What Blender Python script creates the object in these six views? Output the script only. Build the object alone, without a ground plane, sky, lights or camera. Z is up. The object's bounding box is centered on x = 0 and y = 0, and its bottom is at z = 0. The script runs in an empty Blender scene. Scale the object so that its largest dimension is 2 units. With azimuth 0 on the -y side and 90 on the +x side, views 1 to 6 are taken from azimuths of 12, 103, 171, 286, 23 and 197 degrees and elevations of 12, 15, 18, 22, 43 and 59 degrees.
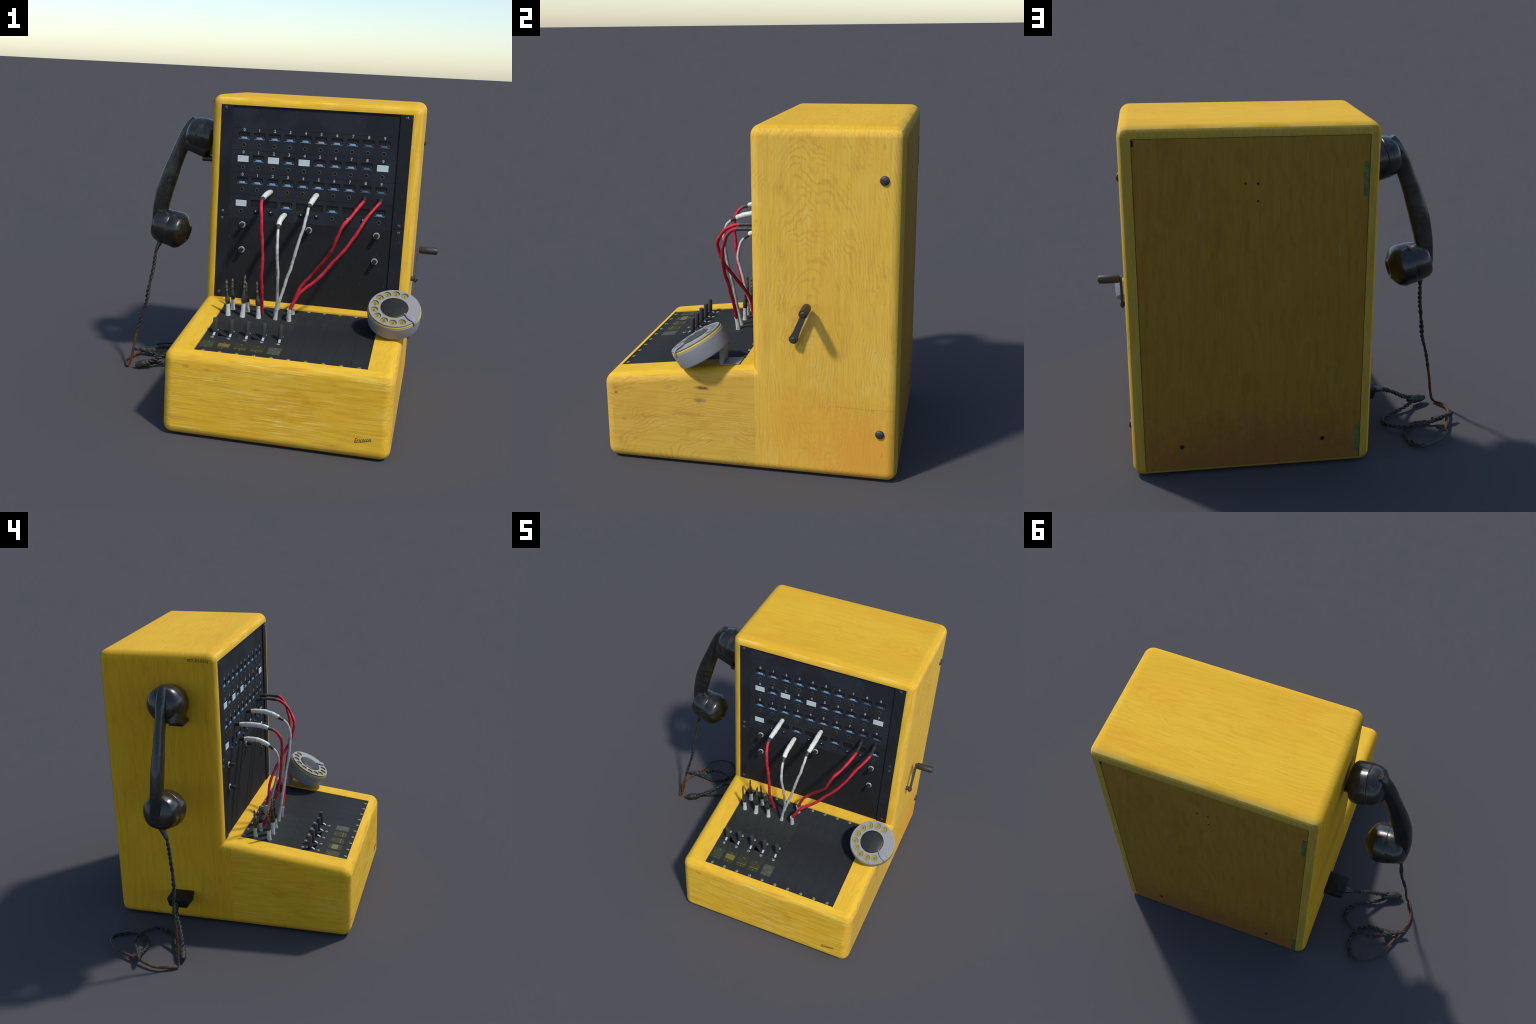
import bpy, bmesh, math, random
from mathutils import Vector, Matrix, noise

random.seed(11)
R = math.radians

# ------------------------------------------------------------------ sizes
X0, X1 = -0.398, 0.850            # cabinet left / right
YF, YM, YB = -0.788, 0.035, 0.787  # desk front, cabinet front, back
ZB, ZT = 0.003, 1.8285
SLOPE = 0.1284
ROUND = 0.055


def desk_z(y):                     # wooden desk frame
    return 0.488 + SLOPE * (y + 0.737)


def plate_z(y):                    # black desk plate, slightly sunk
    return 0.4818 + 0.1248 * (y + 0.737)


DESK_TILT = math.atan(0.1248)
PANEL_Y = 0.044

# ------------------------------------------------------------------ scene helpers
scene_col = bpy.context.scene.collection


def link(ob, parent=None):
    scene_col.objects.link(ob)
    if parent is not None:
        ob.parent = parent
        ob.matrix_parent_inverse = parent.matrix_basis.inverted()
    return ob


def mesh_obj(name, verts, faces, mat=None, parent=None, smooth=False, sharp=None):
    me = bpy.data.meshes.new(name)
    me.from_pydata([tuple(v) for v in verts], [], faces)
    me.validate()
    me.update()
    if mat:
        me.materials.append(mat)
    if smooth:
        me.polygons.foreach_set("use_smooth", [True] * len(me.polygons))
        if sharp:
            me.set_sharp_from_angle(angle=R(sharp))
    return link(bpy.data.objects.new(name, me), parent)


def bm_obj(name, bm, mat=None, parent=None, smooth=False, sharp=None):
    me = bpy.data.meshes.new(name)
    bmesh.ops.recalc_face_normals(bm, faces=bm.faces)
    bm.to_mesh(me)
    bm.free()
    if mat:
        me.materials.append(mat)
    if smooth:
        me.polygons.foreach_set("use_smooth", [True] * len(me.polygons))
        if sharp:
            me.set_sharp_from_angle(angle=R(sharp))
    return link(bpy.data.objects.new(name, me), parent)


def repeat(ob, parent, location=None, matrix=None):
    c = ob.copy()
    link(c, parent)
    if matrix is not None:
        c.matrix_basis = matrix
    elif location is not None:
        c.location = location
    return c


def box_bm(lo, hi, bevel=0.0, seg=2):
    bm = bmesh.new()
    bmesh.ops.create_cube(bm, size=1.0)
    for v in bm.verts:
        v.co = Vector([lo[i] + (v.co[i] + 0.5) * (hi[i] - lo[i]) for i in range(3)])
    if bevel:
        bmesh.ops.bevel(bm, geom=bm.edges[:], offset=bevel, segments=seg, profile=0.5, affect='EDGES')
    return bm


def lathe_bm(profile, n=48, squash=1.0):
    """profile: (radius, height) pairs turned round the local z axis."""
    bm = bmesh.new()
    rings = []
    for r, h in profile:
        if r < 1e-6:
            rings.append([bm.verts.new((0, 0, h))])
        else:
            rings.append([bm.verts.new((r * math.cos(2 * math.pi * i / n), squash * r * math.sin(2 * math.pi * i / n), h)) for i in range(n)])
    for a, b in zip(rings, rings[1:]):
        for i in range(n):
            j = (i + 1) % n
            q = [a[i % len(a)], a[j % len(a)], b[j % len(b)], b[i % len(b)]]
            u = []
            for v in q:
                if v not in u:
                    u.append(v)
            if len(u) > 2:
                bm.faces.new(u)
    return bm


def axes_matrix(origin, zdir, xhint=(1, 0, 0)):
    z = Vector(zdir).normalized()
    x = Vector(xhint)
    x = (x - z * x.dot(z)).normalized()
    y = z.cross(x)
    m = Matrix.Identity(4)
    for i in range(3):
        m[i][0], m[i][1], m[i][2], m[i][3] = x[i], y[i], z[i], origin[i]
    return m


def catmull(points, per=8):
    P = [Vector(p) for p in points]
    P = [P[0] * 2 - P[1]] + P + [P[-1] * 2 - P[-2]]
    out = []
    for i in range(1, len(P) - 2):
        p0, p1, p2, p3 = P[i - 1:i + 3]
        for k in range(per):
            t = k / per
            out.append(0.5 * ((2 * p1) + (p2 - p0) * t + (2 * p0 - 5 * p1 + 4 * p2 - p3) * t * t + (3 * p1 - p0 - 3 * p2 + p3) * t ** 3))
    out.append(P[-2])
    return out


def resample(pts, step):
    L = [0.0]
    for a, b in zip(pts, pts[1:]):
        L.append(L[-1] + (b - a).length)
    n = max(2, int(L[-1] / step))
    out, k = [], 0
    for i in range(n + 1):
        s = L[-1] * i / n
        while k < len(L) - 2 and L[k + 1] < s:
            k += 1
        t = (s - L[k]) / max(1e-9, L[k + 1] - L[k])
        out.append(pts[k].lerp(pts[k + 1], min(1, t)))
    return out, L[-1]


def frames(pts):
    T = []
    for i in range(len(pts)):
        a, b = pts[max(0, i - 1)], pts[min(len(pts) - 1, i + 1)]
        T.append((b - a).normalized())
    n = T[0].orthogonal().normalized()
    N = []
    for t in T:
        n = (n - t * n.dot(t)).normalized()
        N.append((n, t.cross(n)))
    return T, N


def tube_into(bm, pts, radius, sides=12, rough=0.0, seed=0.0, flat=1.0):
    """Sweep a round section along pts; radius(t) with t in 0..1."""
    T, N = frames(pts)
    rings = []
    m = len(pts) - 1
    for i, p in enumerate(pts):
        r = radius(i / m)
        n, b = N[i]
        ring = []
        for k in range(sides):
            a = 2 * math.pi * k / sides
            d = n * math.cos(a) + b * math.sin(a) * flat
            q = p + d * r
            if rough:
                q += d * rough * r * noise.noise(q * 45 + Vector((seed, 0, seed)))
            ring.append(bm.verts.new(q))
        rings.append(ring)
    for a, b in zip(rings, rings[1:]):
        for k in range(sides):
            j = (k + 1) % sides
            bm.faces.new((a[k], a[j], b[j], b[k]))
    bm.faces.new(rings[0][::-1])
    bm.faces.new(rings[-1])


def tube(name, pts, radius, mat, parent, sides=12, rough=0.0, seed=0.0, flat=1.0):
    bm = bmesh.new()
    tube_into(bm, pts, radius if callable(radius) else (lambda t: radius), sides, rough, seed, flat)
    return bm_obj(name, bm, mat, parent, True, 50)


def text_mesh(name, body, size, shear=0.0, depth=0.0006, mat=None, fatten=0.0):
    cu = bpy.data.curves.new(name, 'FONT')
    cu.body, cu.size, cu.shear = body, size, shear
    cu.align_x, cu.align_y = 'CENTER', 'CENTER'
    cu.extrude, cu.offset = depth, fatten
    cu.resolution_u = 3
    ob = bpy.data.objects.new(name, cu)
    scene_col.objects.link(ob)
    dg = bpy.context.evaluated_depsgraph_get()
    me = bpy.data.meshes.new_from_object(ob.evaluated_get(dg))
    me.name = name
    bpy.data.objects.remove(ob)
    bpy.data.curves.remove(cu)
    me.materials.clear()
    me.materials.append(mat)
    return me


def curve_plate(name, loops, half, bevel, mat, parent, matrix):
    """Flat plate whose outline and holes are closed loops (2D points)."""
    cu = bpy.data.curves.new(name, 'CURVE')
    cu.dimensions, cu.fill_mode = '2D', 'BOTH'
    cu.extrude, cu.bevel_depth, cu.bevel_resolution = half, bevel, 2
    for lp in loops:
        s = cu.splines.new('POLY')
        s.points.add(len(lp) - 1)
        for p, q in zip(s.points, lp):
            p.co = (q[0], q[1], 0, 1)
        s.use_cyclic_u = True
    ob = bpy.data.objects.new(name, cu)
    scene_col.objects.link(ob)
    dg = bpy.context.evaluated_depsgraph_get()
    me = bpy.data.meshes.new_from_object(ob.evaluated_get(dg))
    bpy.data.objects.remove(ob)
    bpy.data.curves.remove(cu)
    me.materials.clear()
    me.materials.append(mat)
    me.polygons.foreach_set("use_smooth", [True] * len(me.polygons))
    me.set_sharp_from_angle(angle=R(35))
    me.name = name
    o = link(bpy.data.objects.new(name, me), parent)
    o.matrix_basis = matrix
    return o


def circle(cx, cy, r, n=40, a0=0.0):
    return [(cx + r * math.cos(a0 + 2 * math.pi * i / n), cy + r * math.sin(a0 + 2 * math.pi * i / n)) for i in range(n)]


# ------------------------------------------------------------------ materials
class Nodes:
    def __init__(self, name):
        self.mat = bpy.data.materials.new(name)
        self.mat.use_nodes = True
        self.t = self.mat.node_tree
        self.bsdf = self.t.nodes["Principled BSDF"]
        self.co = self.t.nodes.new("ShaderNodeTexCoord").outputs["Object"]

    def put(self, sock, val):
        if val is None:
            return
        if isinstance(val, bpy.types.NodeSocket):
            self.t.links.new(val, sock)
        else:
            sock.default_value = val

    def math(self, op, a, b=None, c=None, clamp=False):
        n = self.t.nodes.new("ShaderNodeMath")
        n.operation, n.use_clamp = op, clamp
        for s, v in zip(n.inputs, (a, b, c)):
            self.put(s, v)
        return n.outputs[0]

    def vmath(self, op, a, b=None):
        n = self.t.nodes.new("ShaderNodeVectorMath")
        n.operation = op
        self.put(n.inputs[0], a)
        self.put(n.inputs[1], b)
        return n.outputs["Value"] if op in ("LENGTH", "DISTANCE", "DOT_PRODUCT") else n.outputs[0]

    def mapping(self, scale=(1, 1, 1), loc=(0, 0, 0), vec=None):
        n = self.t.nodes.new("ShaderNodeMapping")
        self.put(n.inputs["Vector"], vec or self.co)
        n.inputs["Location"].default_value = loc
        n.inputs["Scale"].default_value = scale
        return n.outputs[0]

    def noise(self, vec, scale, detail=4, rough=0.55, dist=0.0, color=False):
        n = self.t.nodes.new("ShaderNodeTexNoise")
        self.put(n.inputs["Vector"], vec)
        n.inputs["Scale"].default_value = scale
        n.inputs["Detail"].default_value = detail
        n.inputs["Roughness"].default_value = rough
        n.inputs["Distortion"].default_value = dist
        return n.outputs[1 if color else 0]

    def ramp(self, fac, stops):
        n = self.t.nodes.new("ShaderNodeValToRGB")
        self.put(n.inputs[0], fac)
        el = n.color_ramp.elements
        while len(el) < len(stops):
            el.new(0.5)
        for e, (p, c) in zip(el, stops):
            e.position = p
            e.color = tuple(c) + (1,) if isinstance(c, (tuple, list)) else (c, c, c, 1)
        return n.outputs[0]

    def mix(self, fac, a, b, mode='MIX'):
        n = self.t.nodes.new("ShaderNodeMix")
        n.data_type, n.blend_type = 'RGBA', mode
        self.put(n.inputs[0], fac)
        for s, v in ((n.inputs[6], a), (n.inputs[7], b)):
            self.put(s, tuple(v) + (1,) if isinstance(v, (tuple, list)) else v)
        return n.outputs[2]

    def smooth(self, v, lo, hi):
        n = self.t.nodes.new("ShaderNodeMapRange")
        n.interpolation_type = 'SMOOTHSTEP'
        self.put(n.inputs[0], v)
        n.inputs[1].default_value, n.inputs[2].default_value = lo, hi
        return n.outputs[0]

    def bump(self, h, strength=0.2, distance=0.002):
        n = self.t.nodes.new("ShaderNodeBump")
        n.inputs["Strength"].default_value = strength
        n.inputs["Distance"].default_value = distance
        self.put(n.inputs["Height"], h)
        self.t.links.new(n.outputs[0], self.bsdf.inputs["Normal"])

    def done(self, color, rough=0.5, metal=0.0, spec=0.5, coat=0.0):
        def as4(v):
            return tuple(v) + (1,) if isinstance(v, (tuple, list)) else v
        self.put(self.bsdf.inputs["Base Color"], as4(color))
        self.put(self.bsdf.inputs["Roughness"], rough)
        self.put(self.bsdf.inputs["Metallic"], metal)
        self.put(self.bsdf.inputs["Specular IOR Level"], spec)
        self.put(self.bsdf.inputs["Coat Weight"], coat)
        return self.mat


# oak colours (linear)
GOLD, AMBER, BROWN, PALE, OLIVE = (0.72, 0.430, 0.034), (0.70, 0.365, 0.026), (0.46, 0.225, 0.026), (0.80, 0.57, 0.10), (0.64, 0.425, 0.026)


def wood(name, grain, across, rings=None, streak=0.3, fibre=0.35, amber=0.4, spots=(), pale_edge=None, seed=0.0, tint=None, figure=0.30, line=None):
    """Planed oak. grain / across: axis indices on the visible face; rings: (across0, grain0, squeeze, frequency, amount)."""
    N = Nodes(name)
    depth = 3 - grain - across
    s = [1.0, 1.0, 1.0]
    s[grain] = 0.055
    loc = (seed, seed * 0.7, -seed)
    fine = N.noise(N.mapping(s, loc), 95, 5, 0.6)
    s2 = [1.0, 1.0, 1.0]
    s2[grain] = 0.03
    pores = N.noise(N.mapping(s2, loc), 230, 2, 0.6)
    s3 = [1.0, 1.0, 1.0]
    s3[grain] = 0.33
    cloud = N.noise(N.mapping(s3, loc), 3.2, 3, 0.55, 0.4)
    cloud2 = N.noise(N.mapping(s3, (seed + 7, 3, seed)), 5.5, 4, 0.6, 0.5)
    col = N.mix(N.math('MULTIPLY', N.smooth(cloud, 0.38, 0.66), amber), GOLD, AMBER)
    col = N.mix(N.math('MULTIPLY', N.smooth(cloud2, 0.45, 0.72), 0.45), col, OLIVE)
    warm = N.noise(N.mapping([0.5 if i == grain else 1.0 for i in range(3)], (seed * 3, 2, seed)), 7.5, 5, 0.62, 0.8)
    col = N.mix(N.math('MULTIPLY', N.smooth(warm, 0.52, 0.74), figure), col, BROWN)
    col = N.mix(N.math('MULTIPLY', N.smooth(warm, 0.46, 0.28), figure), col, PALE)
    # fibres
    col = N.mix(N.math('MULTIPLY', N.smooth(fine, 0.45, 0.68), fibre), col, BROWN)
    col = N.mix(N.math('MULTIPLY', N.smooth(fine, 0.52, 0.30), fibre * 0.55), col, PALE)
    if streak:
        gate = N.smooth(N.noise(N.mapping(s3, (seed * 2, 5, 1)), 6.0, 3), 0.40, 0.66)
        col = N.mix(N.math('MULTIPLY', N.math('MULTIPLY', N.smooth(pores, 0.53, 0.70), gate), streak), col, (0.80, 0.66, 0.27))
        col = N.mix(N.math('MULTIPLY', N.smooth(pores, 0.46, 0.30), streak * 0.5), col, BROWN)
    if rings:
        a0, g0, squeeze, freq, amount = rings
        off = [0.0, 0.0, 0.0]
        off[across], off[grain] = -a0, -g0 * squeeze
        sc = [0.0, 0.0, 0.0]
        sc[across], sc[grain] = 1.0, squeeze
        v = N.mapping(sc, off)
        w = N.noise(N.mapping([0.6 if i == grain else 1.0 for i in range(3)], (seed, 1, 2)), 5.0, 4, 0.55, 0.6, color=True)
        w = N.vmath('SCALE', N.vmath('SUBTRACT', w, (0.5, 0.5, 0.5)))
        w.node.inputs[3].default_value = 0.13
        dist = N.vmath('LENGTH', N.vmath('ADD', v, w))
        wave = N.math('SINE', N.math('MULTIPLY', dist, freq))
        vary = N.smooth(N.noise(N.mapping(loc=(2, seed, 4)), 6, 2), 0.35, 0.62)
        col = N.mix(N.math('MULTIPLY', N.math('MULTIPLY', N.smooth(wave, 0.05, 1.0), vary), amount), col, BROWN)
    for (a, g, ra, rg, strength, tone) in spots:
        off = [0.0, 0.0, 0.0]
        off[across], off[grain] = -a / ra, -g / rg
        sc = [0.0, 0.0, 0.0]
        sc[across], sc[grain] = 1 / ra, 1 / rg
        d = N.vmath('LENGTH', N.mapping(sc, off))
        d = N.math('ADD', d, N.math('MULTIPLY', N.math('SUBTRACT', N.noise(N.co, 40, 3), 0.5), 1.3))
        col = N.mix(N.math('MULTIPLY', N.smooth(d, 1.0, 0.15), strength), col, tone)
    if line:                       # one long drying crack across the grain direction
        ax, pos, lo, hi, axl = line
        c3 = N.t.nodes.new("ShaderNodeSeparateXYZ")
        N.put(c3.inputs[0], N.co)
        wob = N.math('MULTIPLY', N.math('SUBTRACT', N.noise(N.co, 9, 2), 0.5), 0.03)
        d = N.math('ABSOLUTE', N.math('ADD', N.math('SUBTRACT', c3.outputs[ax], pos), wob))
        inside = N.math('MULTIPLY', N.smooth(c3.outputs[axl], lo, lo + 0.06), N.smooth(c3.outputs[axl], hi, hi - 0.04))
        col = N.mix(N.math('MULTIPLY', N.math('MULTIPLY', N.smooth(d, 0.004, 0.0), inside), 0.55), col, BROWN)
    if pale_edge:                       # pale streaks mixed in along an edge: (axis, from, to, strength)
        ax, lo, hi, amt = pale_edge
        c3 = N.t.nodes.new("ShaderNodeSeparateXYZ")
        N.put(c3.inputs[0], N.co)
        edge = N.smooth(c3.outputs[ax], lo, hi)
        pat = N.smooth(N.noise(N.mapping(s3, (4, seed, 9)), 11, 4, 0.6), 0.46, 0.64)
        col = N.mix(N.math('MULTIPLY', N.math('MULTIPLY', edge, pat), amt), col, (0.78, 0.60, 0.18))
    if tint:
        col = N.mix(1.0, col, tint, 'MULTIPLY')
    N.bump(N.math('ADD', fine, N.math('MULTIPLY', pores, 0.6)), 0.12, 0.002)
    return N.done(col, 0.75, 0, 0.06)


def plain(name, color, rough=0.5, metal=0.0, spec=0.5, vary=0.15, scale=30, other=None, coat=0.0, bump=0.0):
    N = Nodes(name)
    n = N.noise(N.co, scale, 4, 0.6)
    dark = other or tuple(c * (1 - 2 * vary) for c in color)
    col = N.mix(N.smooth(n, 0.35, 0.65), dark, color)
    if bump:
        N.bump(n, bump, 0.003)
    return N.done(col, rough, metal, spec, coat)


def black_plate(name, base, dust, seed=0.0):
    """Matt black lacquered metal, slightly dusty, a few scratches."""
    N = Nodes(name)
    d = N.noise(N.mapping(loc=(seed, seed, 0)), 4.5, 4, 0.6, 0.4)
    sp = N.noise(N.mapping(loc=(0, seed, 3)), 240, 2, 0.7)
    col = N.mix(N.smooth(d, 0.35, 0.75), base, dust)
    col = N.mix(N.math('MULTIPLY', N.smooth(sp, 0.70, 0.78), 0.5), col, (0.12, 0.12, 0.10))
    scr = N.noise(N.mapping((1.0, 0.05, 0.4), (seed, 2, 0)), 55, 2, 0.5)
    col = N.mix(N.math('MULTIPLY', N.smooth(scr, 0.66, 0.74), 0.18), col, (0.11, 0.12, 0.10))
    return N.done(col, 0.75, 0.0, 0.08)


def ceramic_dirty(name, light, dirt, amount=0.5):
    N = Nodes(name)
    a = N.noise(N.co, 38, 5, 0.65, 0.5)
    b = N.noise(N.mapping(loc=(3, 1, 4)), 16, 3, 0.6)
    col = N.mix(N.math('MULTIPLY', N.smooth(a, 0.50, 0.68), amount), light, dirt)
    col = N.mix(N.math('MULTIPLY', N.smooth(b, 0.56, 0.70), 0.15), col, (0.55, 0.40, 0.28))
    N.bump(a, 0.15, 0.003)
    return N.done(col, 0.4, 0, 0.5)


def bakelite(name):
    """Worn black Bakelite: glossy, with brown-green mottling and rust-red flecks."""
    N = Nodes(name)
    a = N.noise(N.co, 14, 5, 0.6, 0.6)
    b = N.noise(N.mapping(loc=(5, 2, 1)), 60, 3, 0.65)
    c = N.noise(N.mapping(loc=(1, 8, 3)), 30, 4, 0.6, 1.0)
    col = N.mix(N.smooth(a, 0.40, 0.68), (0.006, 0.006, 0.006), (0.014, 0.015, 0.010))
    col = N.mix(N.math('MULTIPLY', N.smooth(c, 0.55, 0.68), 0.5), col, (0.045, 0.052, 0.036))
    col = N.mix(N.math('MULTIPLY', N.smooth(b, 0.64, 0.72), 0.85), col, (0.15, 0.040, 0.012))
    N.bump(N.math('ADD', a, N.math('MULTIPLY', b, 0.2)), 0.25, 0.006)
    return N.done(col, N.math('ADD', 0.18, N.math('MULTIPLY', c, 0.26)), 0, 0.6, 0.2)


def braid(name):
    N = Nodes(name)
    a = N.noise(N.co, 70, 4, 0.65)
    b = N.noise(N.mapping(loc=(2, 2, 2)), 24, 3, 0.6)
    col = N.mix(N.smooth(a, 0.42, 0.66), (0.008, 0.009, 0.008), (0.038, 0.040, 0.033))
    col = N.mix(N.math('MULTIPLY', N.smooth(b, 0.62, 0.72), 0.5), col, (0.10, 0.05, 0.04))
    N.bump(a, 0.4, 0.003)
    return N.done(col, 0.6, 0, 0.4)


M = {}
M['side_r'] = wood("oak_cabinet_side", 2, 1, rings=(0.33, 0.60, 0.30, 420, 0.34), streak=0.06, fibre=0.26, amber=0.5, seed=1.3,
                   spots=((0.69, 1.735, 0.012, 0.022, 0.5, BROWN), (0.18, 1.52, 0.05, 0.05, 0.25, BROWN), (0.62, 0.14, 0.42, 0.42, 0.75, (0.70, 0.30, 0.022)), (0.25, 0.30, 0.25, 0.35, 0.5, (0.70, 0.32, 0.022)), (0.71, 0.16, 0.006, 0.03, 0.6, BROWN), (0.66, 0.40, 0.012, 0.02, 0.4, BROWN)),
                   tint=(1.05, 1.08, 1.9), line=(2, 0.405, 0.40, 0.78, 1))
M['side_l'] = wood("oak_cabinet_side_straight", 2, 1, streak=0.05, fibre=0.22, amber=0.45, seed=4.1, rings=(0.9, 0.3, 0.1, 120, 0.15), spots=((0.770, 1.70, 0.009, 0.030, 0.9, (0.5, 0.55, 0.55)), (0.770, 0.67, 0.008, 0.028, 0.9, (0.5, 0.55, 0.55))), tint=(1.0, 0.90, 0.6))
M['top'] = wood("oak_top_board", 0, 1, rings=(0.38, -0.05, 0.22, 330, 0.14), streak=0.06, fibre=0.17, amber=0.6, seed=2.2, figure=0.12, pale_edge=(1, 0.735, 0.775, 0.5), tint=(0.94, 0.93, 0.95))
M['base_r'] = wood("oak_desk_side", 1, 2, rings=(0.05, -0.09, 0.42, 400, 0.38), streak=0.05, fibre=0.25, amber=0.5, seed=5.7,
                   spots=((0.391, -0.716, 0.010, 0.016, 0.9, (0.16, 0.05, 0.02)), (0.416, -0.722, 0.016, 0.022, 0.6, BROWN), (0.452, -0.235, 0.014, 0.055, 0.9, (0.13, 0.05, 0.02)), (0.381, -0.249, 0.020, 0.045, 0.7, (0.20, 0.13, 0.05)), (0.299, -0.33, 0.02, 0.13, 0.5, BROWN), (0.239, -0.677, 0.014, 0.022, 0.6, BROWN), (0.267, -0.50, 0.014, 0.16, 0.4, BROWN)),
                   tint=(0.92, 0.93, 1.8))
M['base_l'] = wood("oak_desk_side_plain", 1, 2, streak=0.35, fibre=0.30, amber=0.3, seed=6.4, tint=(1.0, 0.93, 0.65))
M['base_f'] = wood("oak_desk_front", 0, 2, streak=0.75, fibre=0.42, amber=0.55, seed=7.9, pale_edge=(2, 0.445, 0.478, 0.6), rings=(0.9, 0.2, 0.06, 90, 0.14),
                   spots=((0.405, -0.27, 0.012, 0.03, 0.7, BROWN), (0.40, -0.15, 0.010, 0.03, 0.6, BROWN), (0.35, -0.10, 0.012, 0.02, 0.5, BROWN), (0.32, 0.13, 0.010, 0.05, 0.5, BROWN)))
M['floor'] = wood("oak_floor_board", 0, 1, streak=0.1, fibre=0.35, amber=0.6, seed=14.5, tint=(0.72, 0.68, 0.9))  # darker tint bakes the occlusion shade of the bottom edge into the wood
M['desk_y'] = wood("oak_desk_frame_side", 1, 0, streak=0.08, fibre=0.22, amber=0.45, seed=8.8)
M['desk_x'] = wood("oak_desk_frame_rail", 0, 1, streak=0.15, fibre=0.28, amber=0.45, seed=9.1)
M['frame_z'] = wood("oak_front_stile", 2, 0, streak=0.45, fibre=0.35, amber=0.45, seed=10.5)
M['frame_x'] = wood("oak_front_rail", 0, 2, streak=0.45, fibre=0.35, amber=0.4, seed=11.5, pale_edge=(2, 1.792, 1.810, 0.75))  # highlight on the rounded upper edge painted in as pale streaks
M['back_z'] = wood("oak_back_stile", 2, 0, streak=0.2, fibre=0.3, amber=0.3, seed=12.5, tint=(0.54, 0.60, 1.1))  # tint darkens the oak to the olive of the shaded back
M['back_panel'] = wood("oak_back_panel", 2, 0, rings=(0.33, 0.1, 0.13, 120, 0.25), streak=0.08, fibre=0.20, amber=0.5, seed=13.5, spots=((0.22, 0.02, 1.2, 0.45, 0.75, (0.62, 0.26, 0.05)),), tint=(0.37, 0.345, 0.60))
M['panel'] = black_plate("black_jack_panel", (0.020, 0.022, 0.026), (0.027, 0.032, 0.040), 1)
M['panel_low'] = black_plate("black_lower_panel", (0.018, 0.018, 0.019), (0.021, 0.022, 0.023), 2)
M['strip'] = black_plate("black_side_strip", (0.017, 0.018, 0.021), (0.022, 0.026, 0.032), 3)
M['desk_dusty'] = black_plate("dusty_desk_plate", (0.022, 0.024, 0.023), (0.036, 0.041, 0.037), 4)
M['desk'] = black_plate("black_desk_plate", (0.021, 0.022, 0.024), (0.027, 0.031, 0.033), 5)
M['hole'] = plain("hole_black", (0.006, 0.006, 0.006), 0.8, 0, 0.2)
M['void'] = plain("void_black", (0.0008, 0.0008, 0.0008), 0.95, 0, 0.0)  # near-zero colour paints the darkness inside the triangular gaps
M['recess'] = plain("window_black", (0.011, 0.011, 0.012), 0.6, 0, 0.3)
M['rim'] = plain("socket_rim", (0.085, 0.083, 0.066), 0.45, 0.1, 0.5)
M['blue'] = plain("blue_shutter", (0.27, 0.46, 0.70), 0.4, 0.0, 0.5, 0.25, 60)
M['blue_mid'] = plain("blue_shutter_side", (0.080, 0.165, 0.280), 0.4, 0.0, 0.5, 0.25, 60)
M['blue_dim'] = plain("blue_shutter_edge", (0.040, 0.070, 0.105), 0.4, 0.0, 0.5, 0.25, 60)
M['shutter_screw'] = plain("shutter_screw", (0.040, 0.042, 0.038), 0.5, 0.2)
M['flag'] = plain("white_flag", (0.55, 0.62, 0.63), 0.5, 0, 0.4, 0.05)
M['digit'] = plain("painted_digit", (0.42, 0.45, 0.45), 0.6, 0, 0.3)
M['lamp'] = plain("lamp_cap", (0.010, 0.010, 0.012), 0.55, 0, 0.25)
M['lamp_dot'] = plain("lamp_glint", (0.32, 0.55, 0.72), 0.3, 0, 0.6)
M['steel_dark'] = plain("dark_screw", (0.14, 0.17, 0.20), 0.35, 0.4, 0.5)
M['brass_screw'] = plain("dull_screw", (0.27, 0.29, 0.21), 0.5, 0.1, 0.4, 0.2)
M['knob'] = plain("black_knob", (0.016, 0.016, 0.016), 0.45)
M['ring'] = plain("nickel_ring", (0.52, 0.52, 0.52), 0.35, 0.3, 0.5)
M['lever'] = plain("grey_lever", (0.045, 0.043, 0.046), 0.55, 0, 0.4, 0.08)
M['saddle'] = plain("zinc_saddle", (0.50, 0.50, 0.55), 0.4, 0.2)
M['tag'] = plain("celluloid_tag", (0.060, 0.061, 0.031), 0.6, 0, 0.15, 0.2, 50)
M['tag_yellow'] = plain("yellow_tag", (0.17, 0.132, 0.022), 0.5, 0, 0.4, 0.12, 50)
M['tag_brown'] = plain("brown_tag", (0.054, 0.050, 0.022), 0.6, 0, 0.15, 0.2, 50)
M['tag_line'] = plain("yellow_line", (0.17, 0.13, 0.02), 0.5)
M['tag_grey'] = plain("grey_tag", (0.082, 0.088, 0.062), 0.6, 0, 0.2, 0.2, 50)
M['blank'] = plain("blank_button", (0.026, 0.029, 0.026), 0.75, 0, 0.1)
M['wire_red'] = plain("red_cloth_cord", (0.62, 0.022, 0.035), 0.55, 0, 0.3, 0.14, 40, other=(0.42, 0.012, 0.03), bump=0.2)
M['wire_white'] = ceramic_dirty("grey_white_cord", (0.52, 0.52, 0.48), (0.20, 0.20, 0.21), 0.55)
M['sleeve'] = ceramic_dirty("white_sleeve", (0.66, 0.67, 0.60), (0.16, 0.17, 0.13), 0.38)
M['sleeve_dark'] = plain("dark_sleeve", (0.050, 0.052, 0.040), 0.5, 0, 0.5, 0.3, 60, bump=0.3)
M['collar'] = plain("black_collar", (0.022, 0.022, 0.016), 0.5, 0, 0.5, 0.3, 60)
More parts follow.
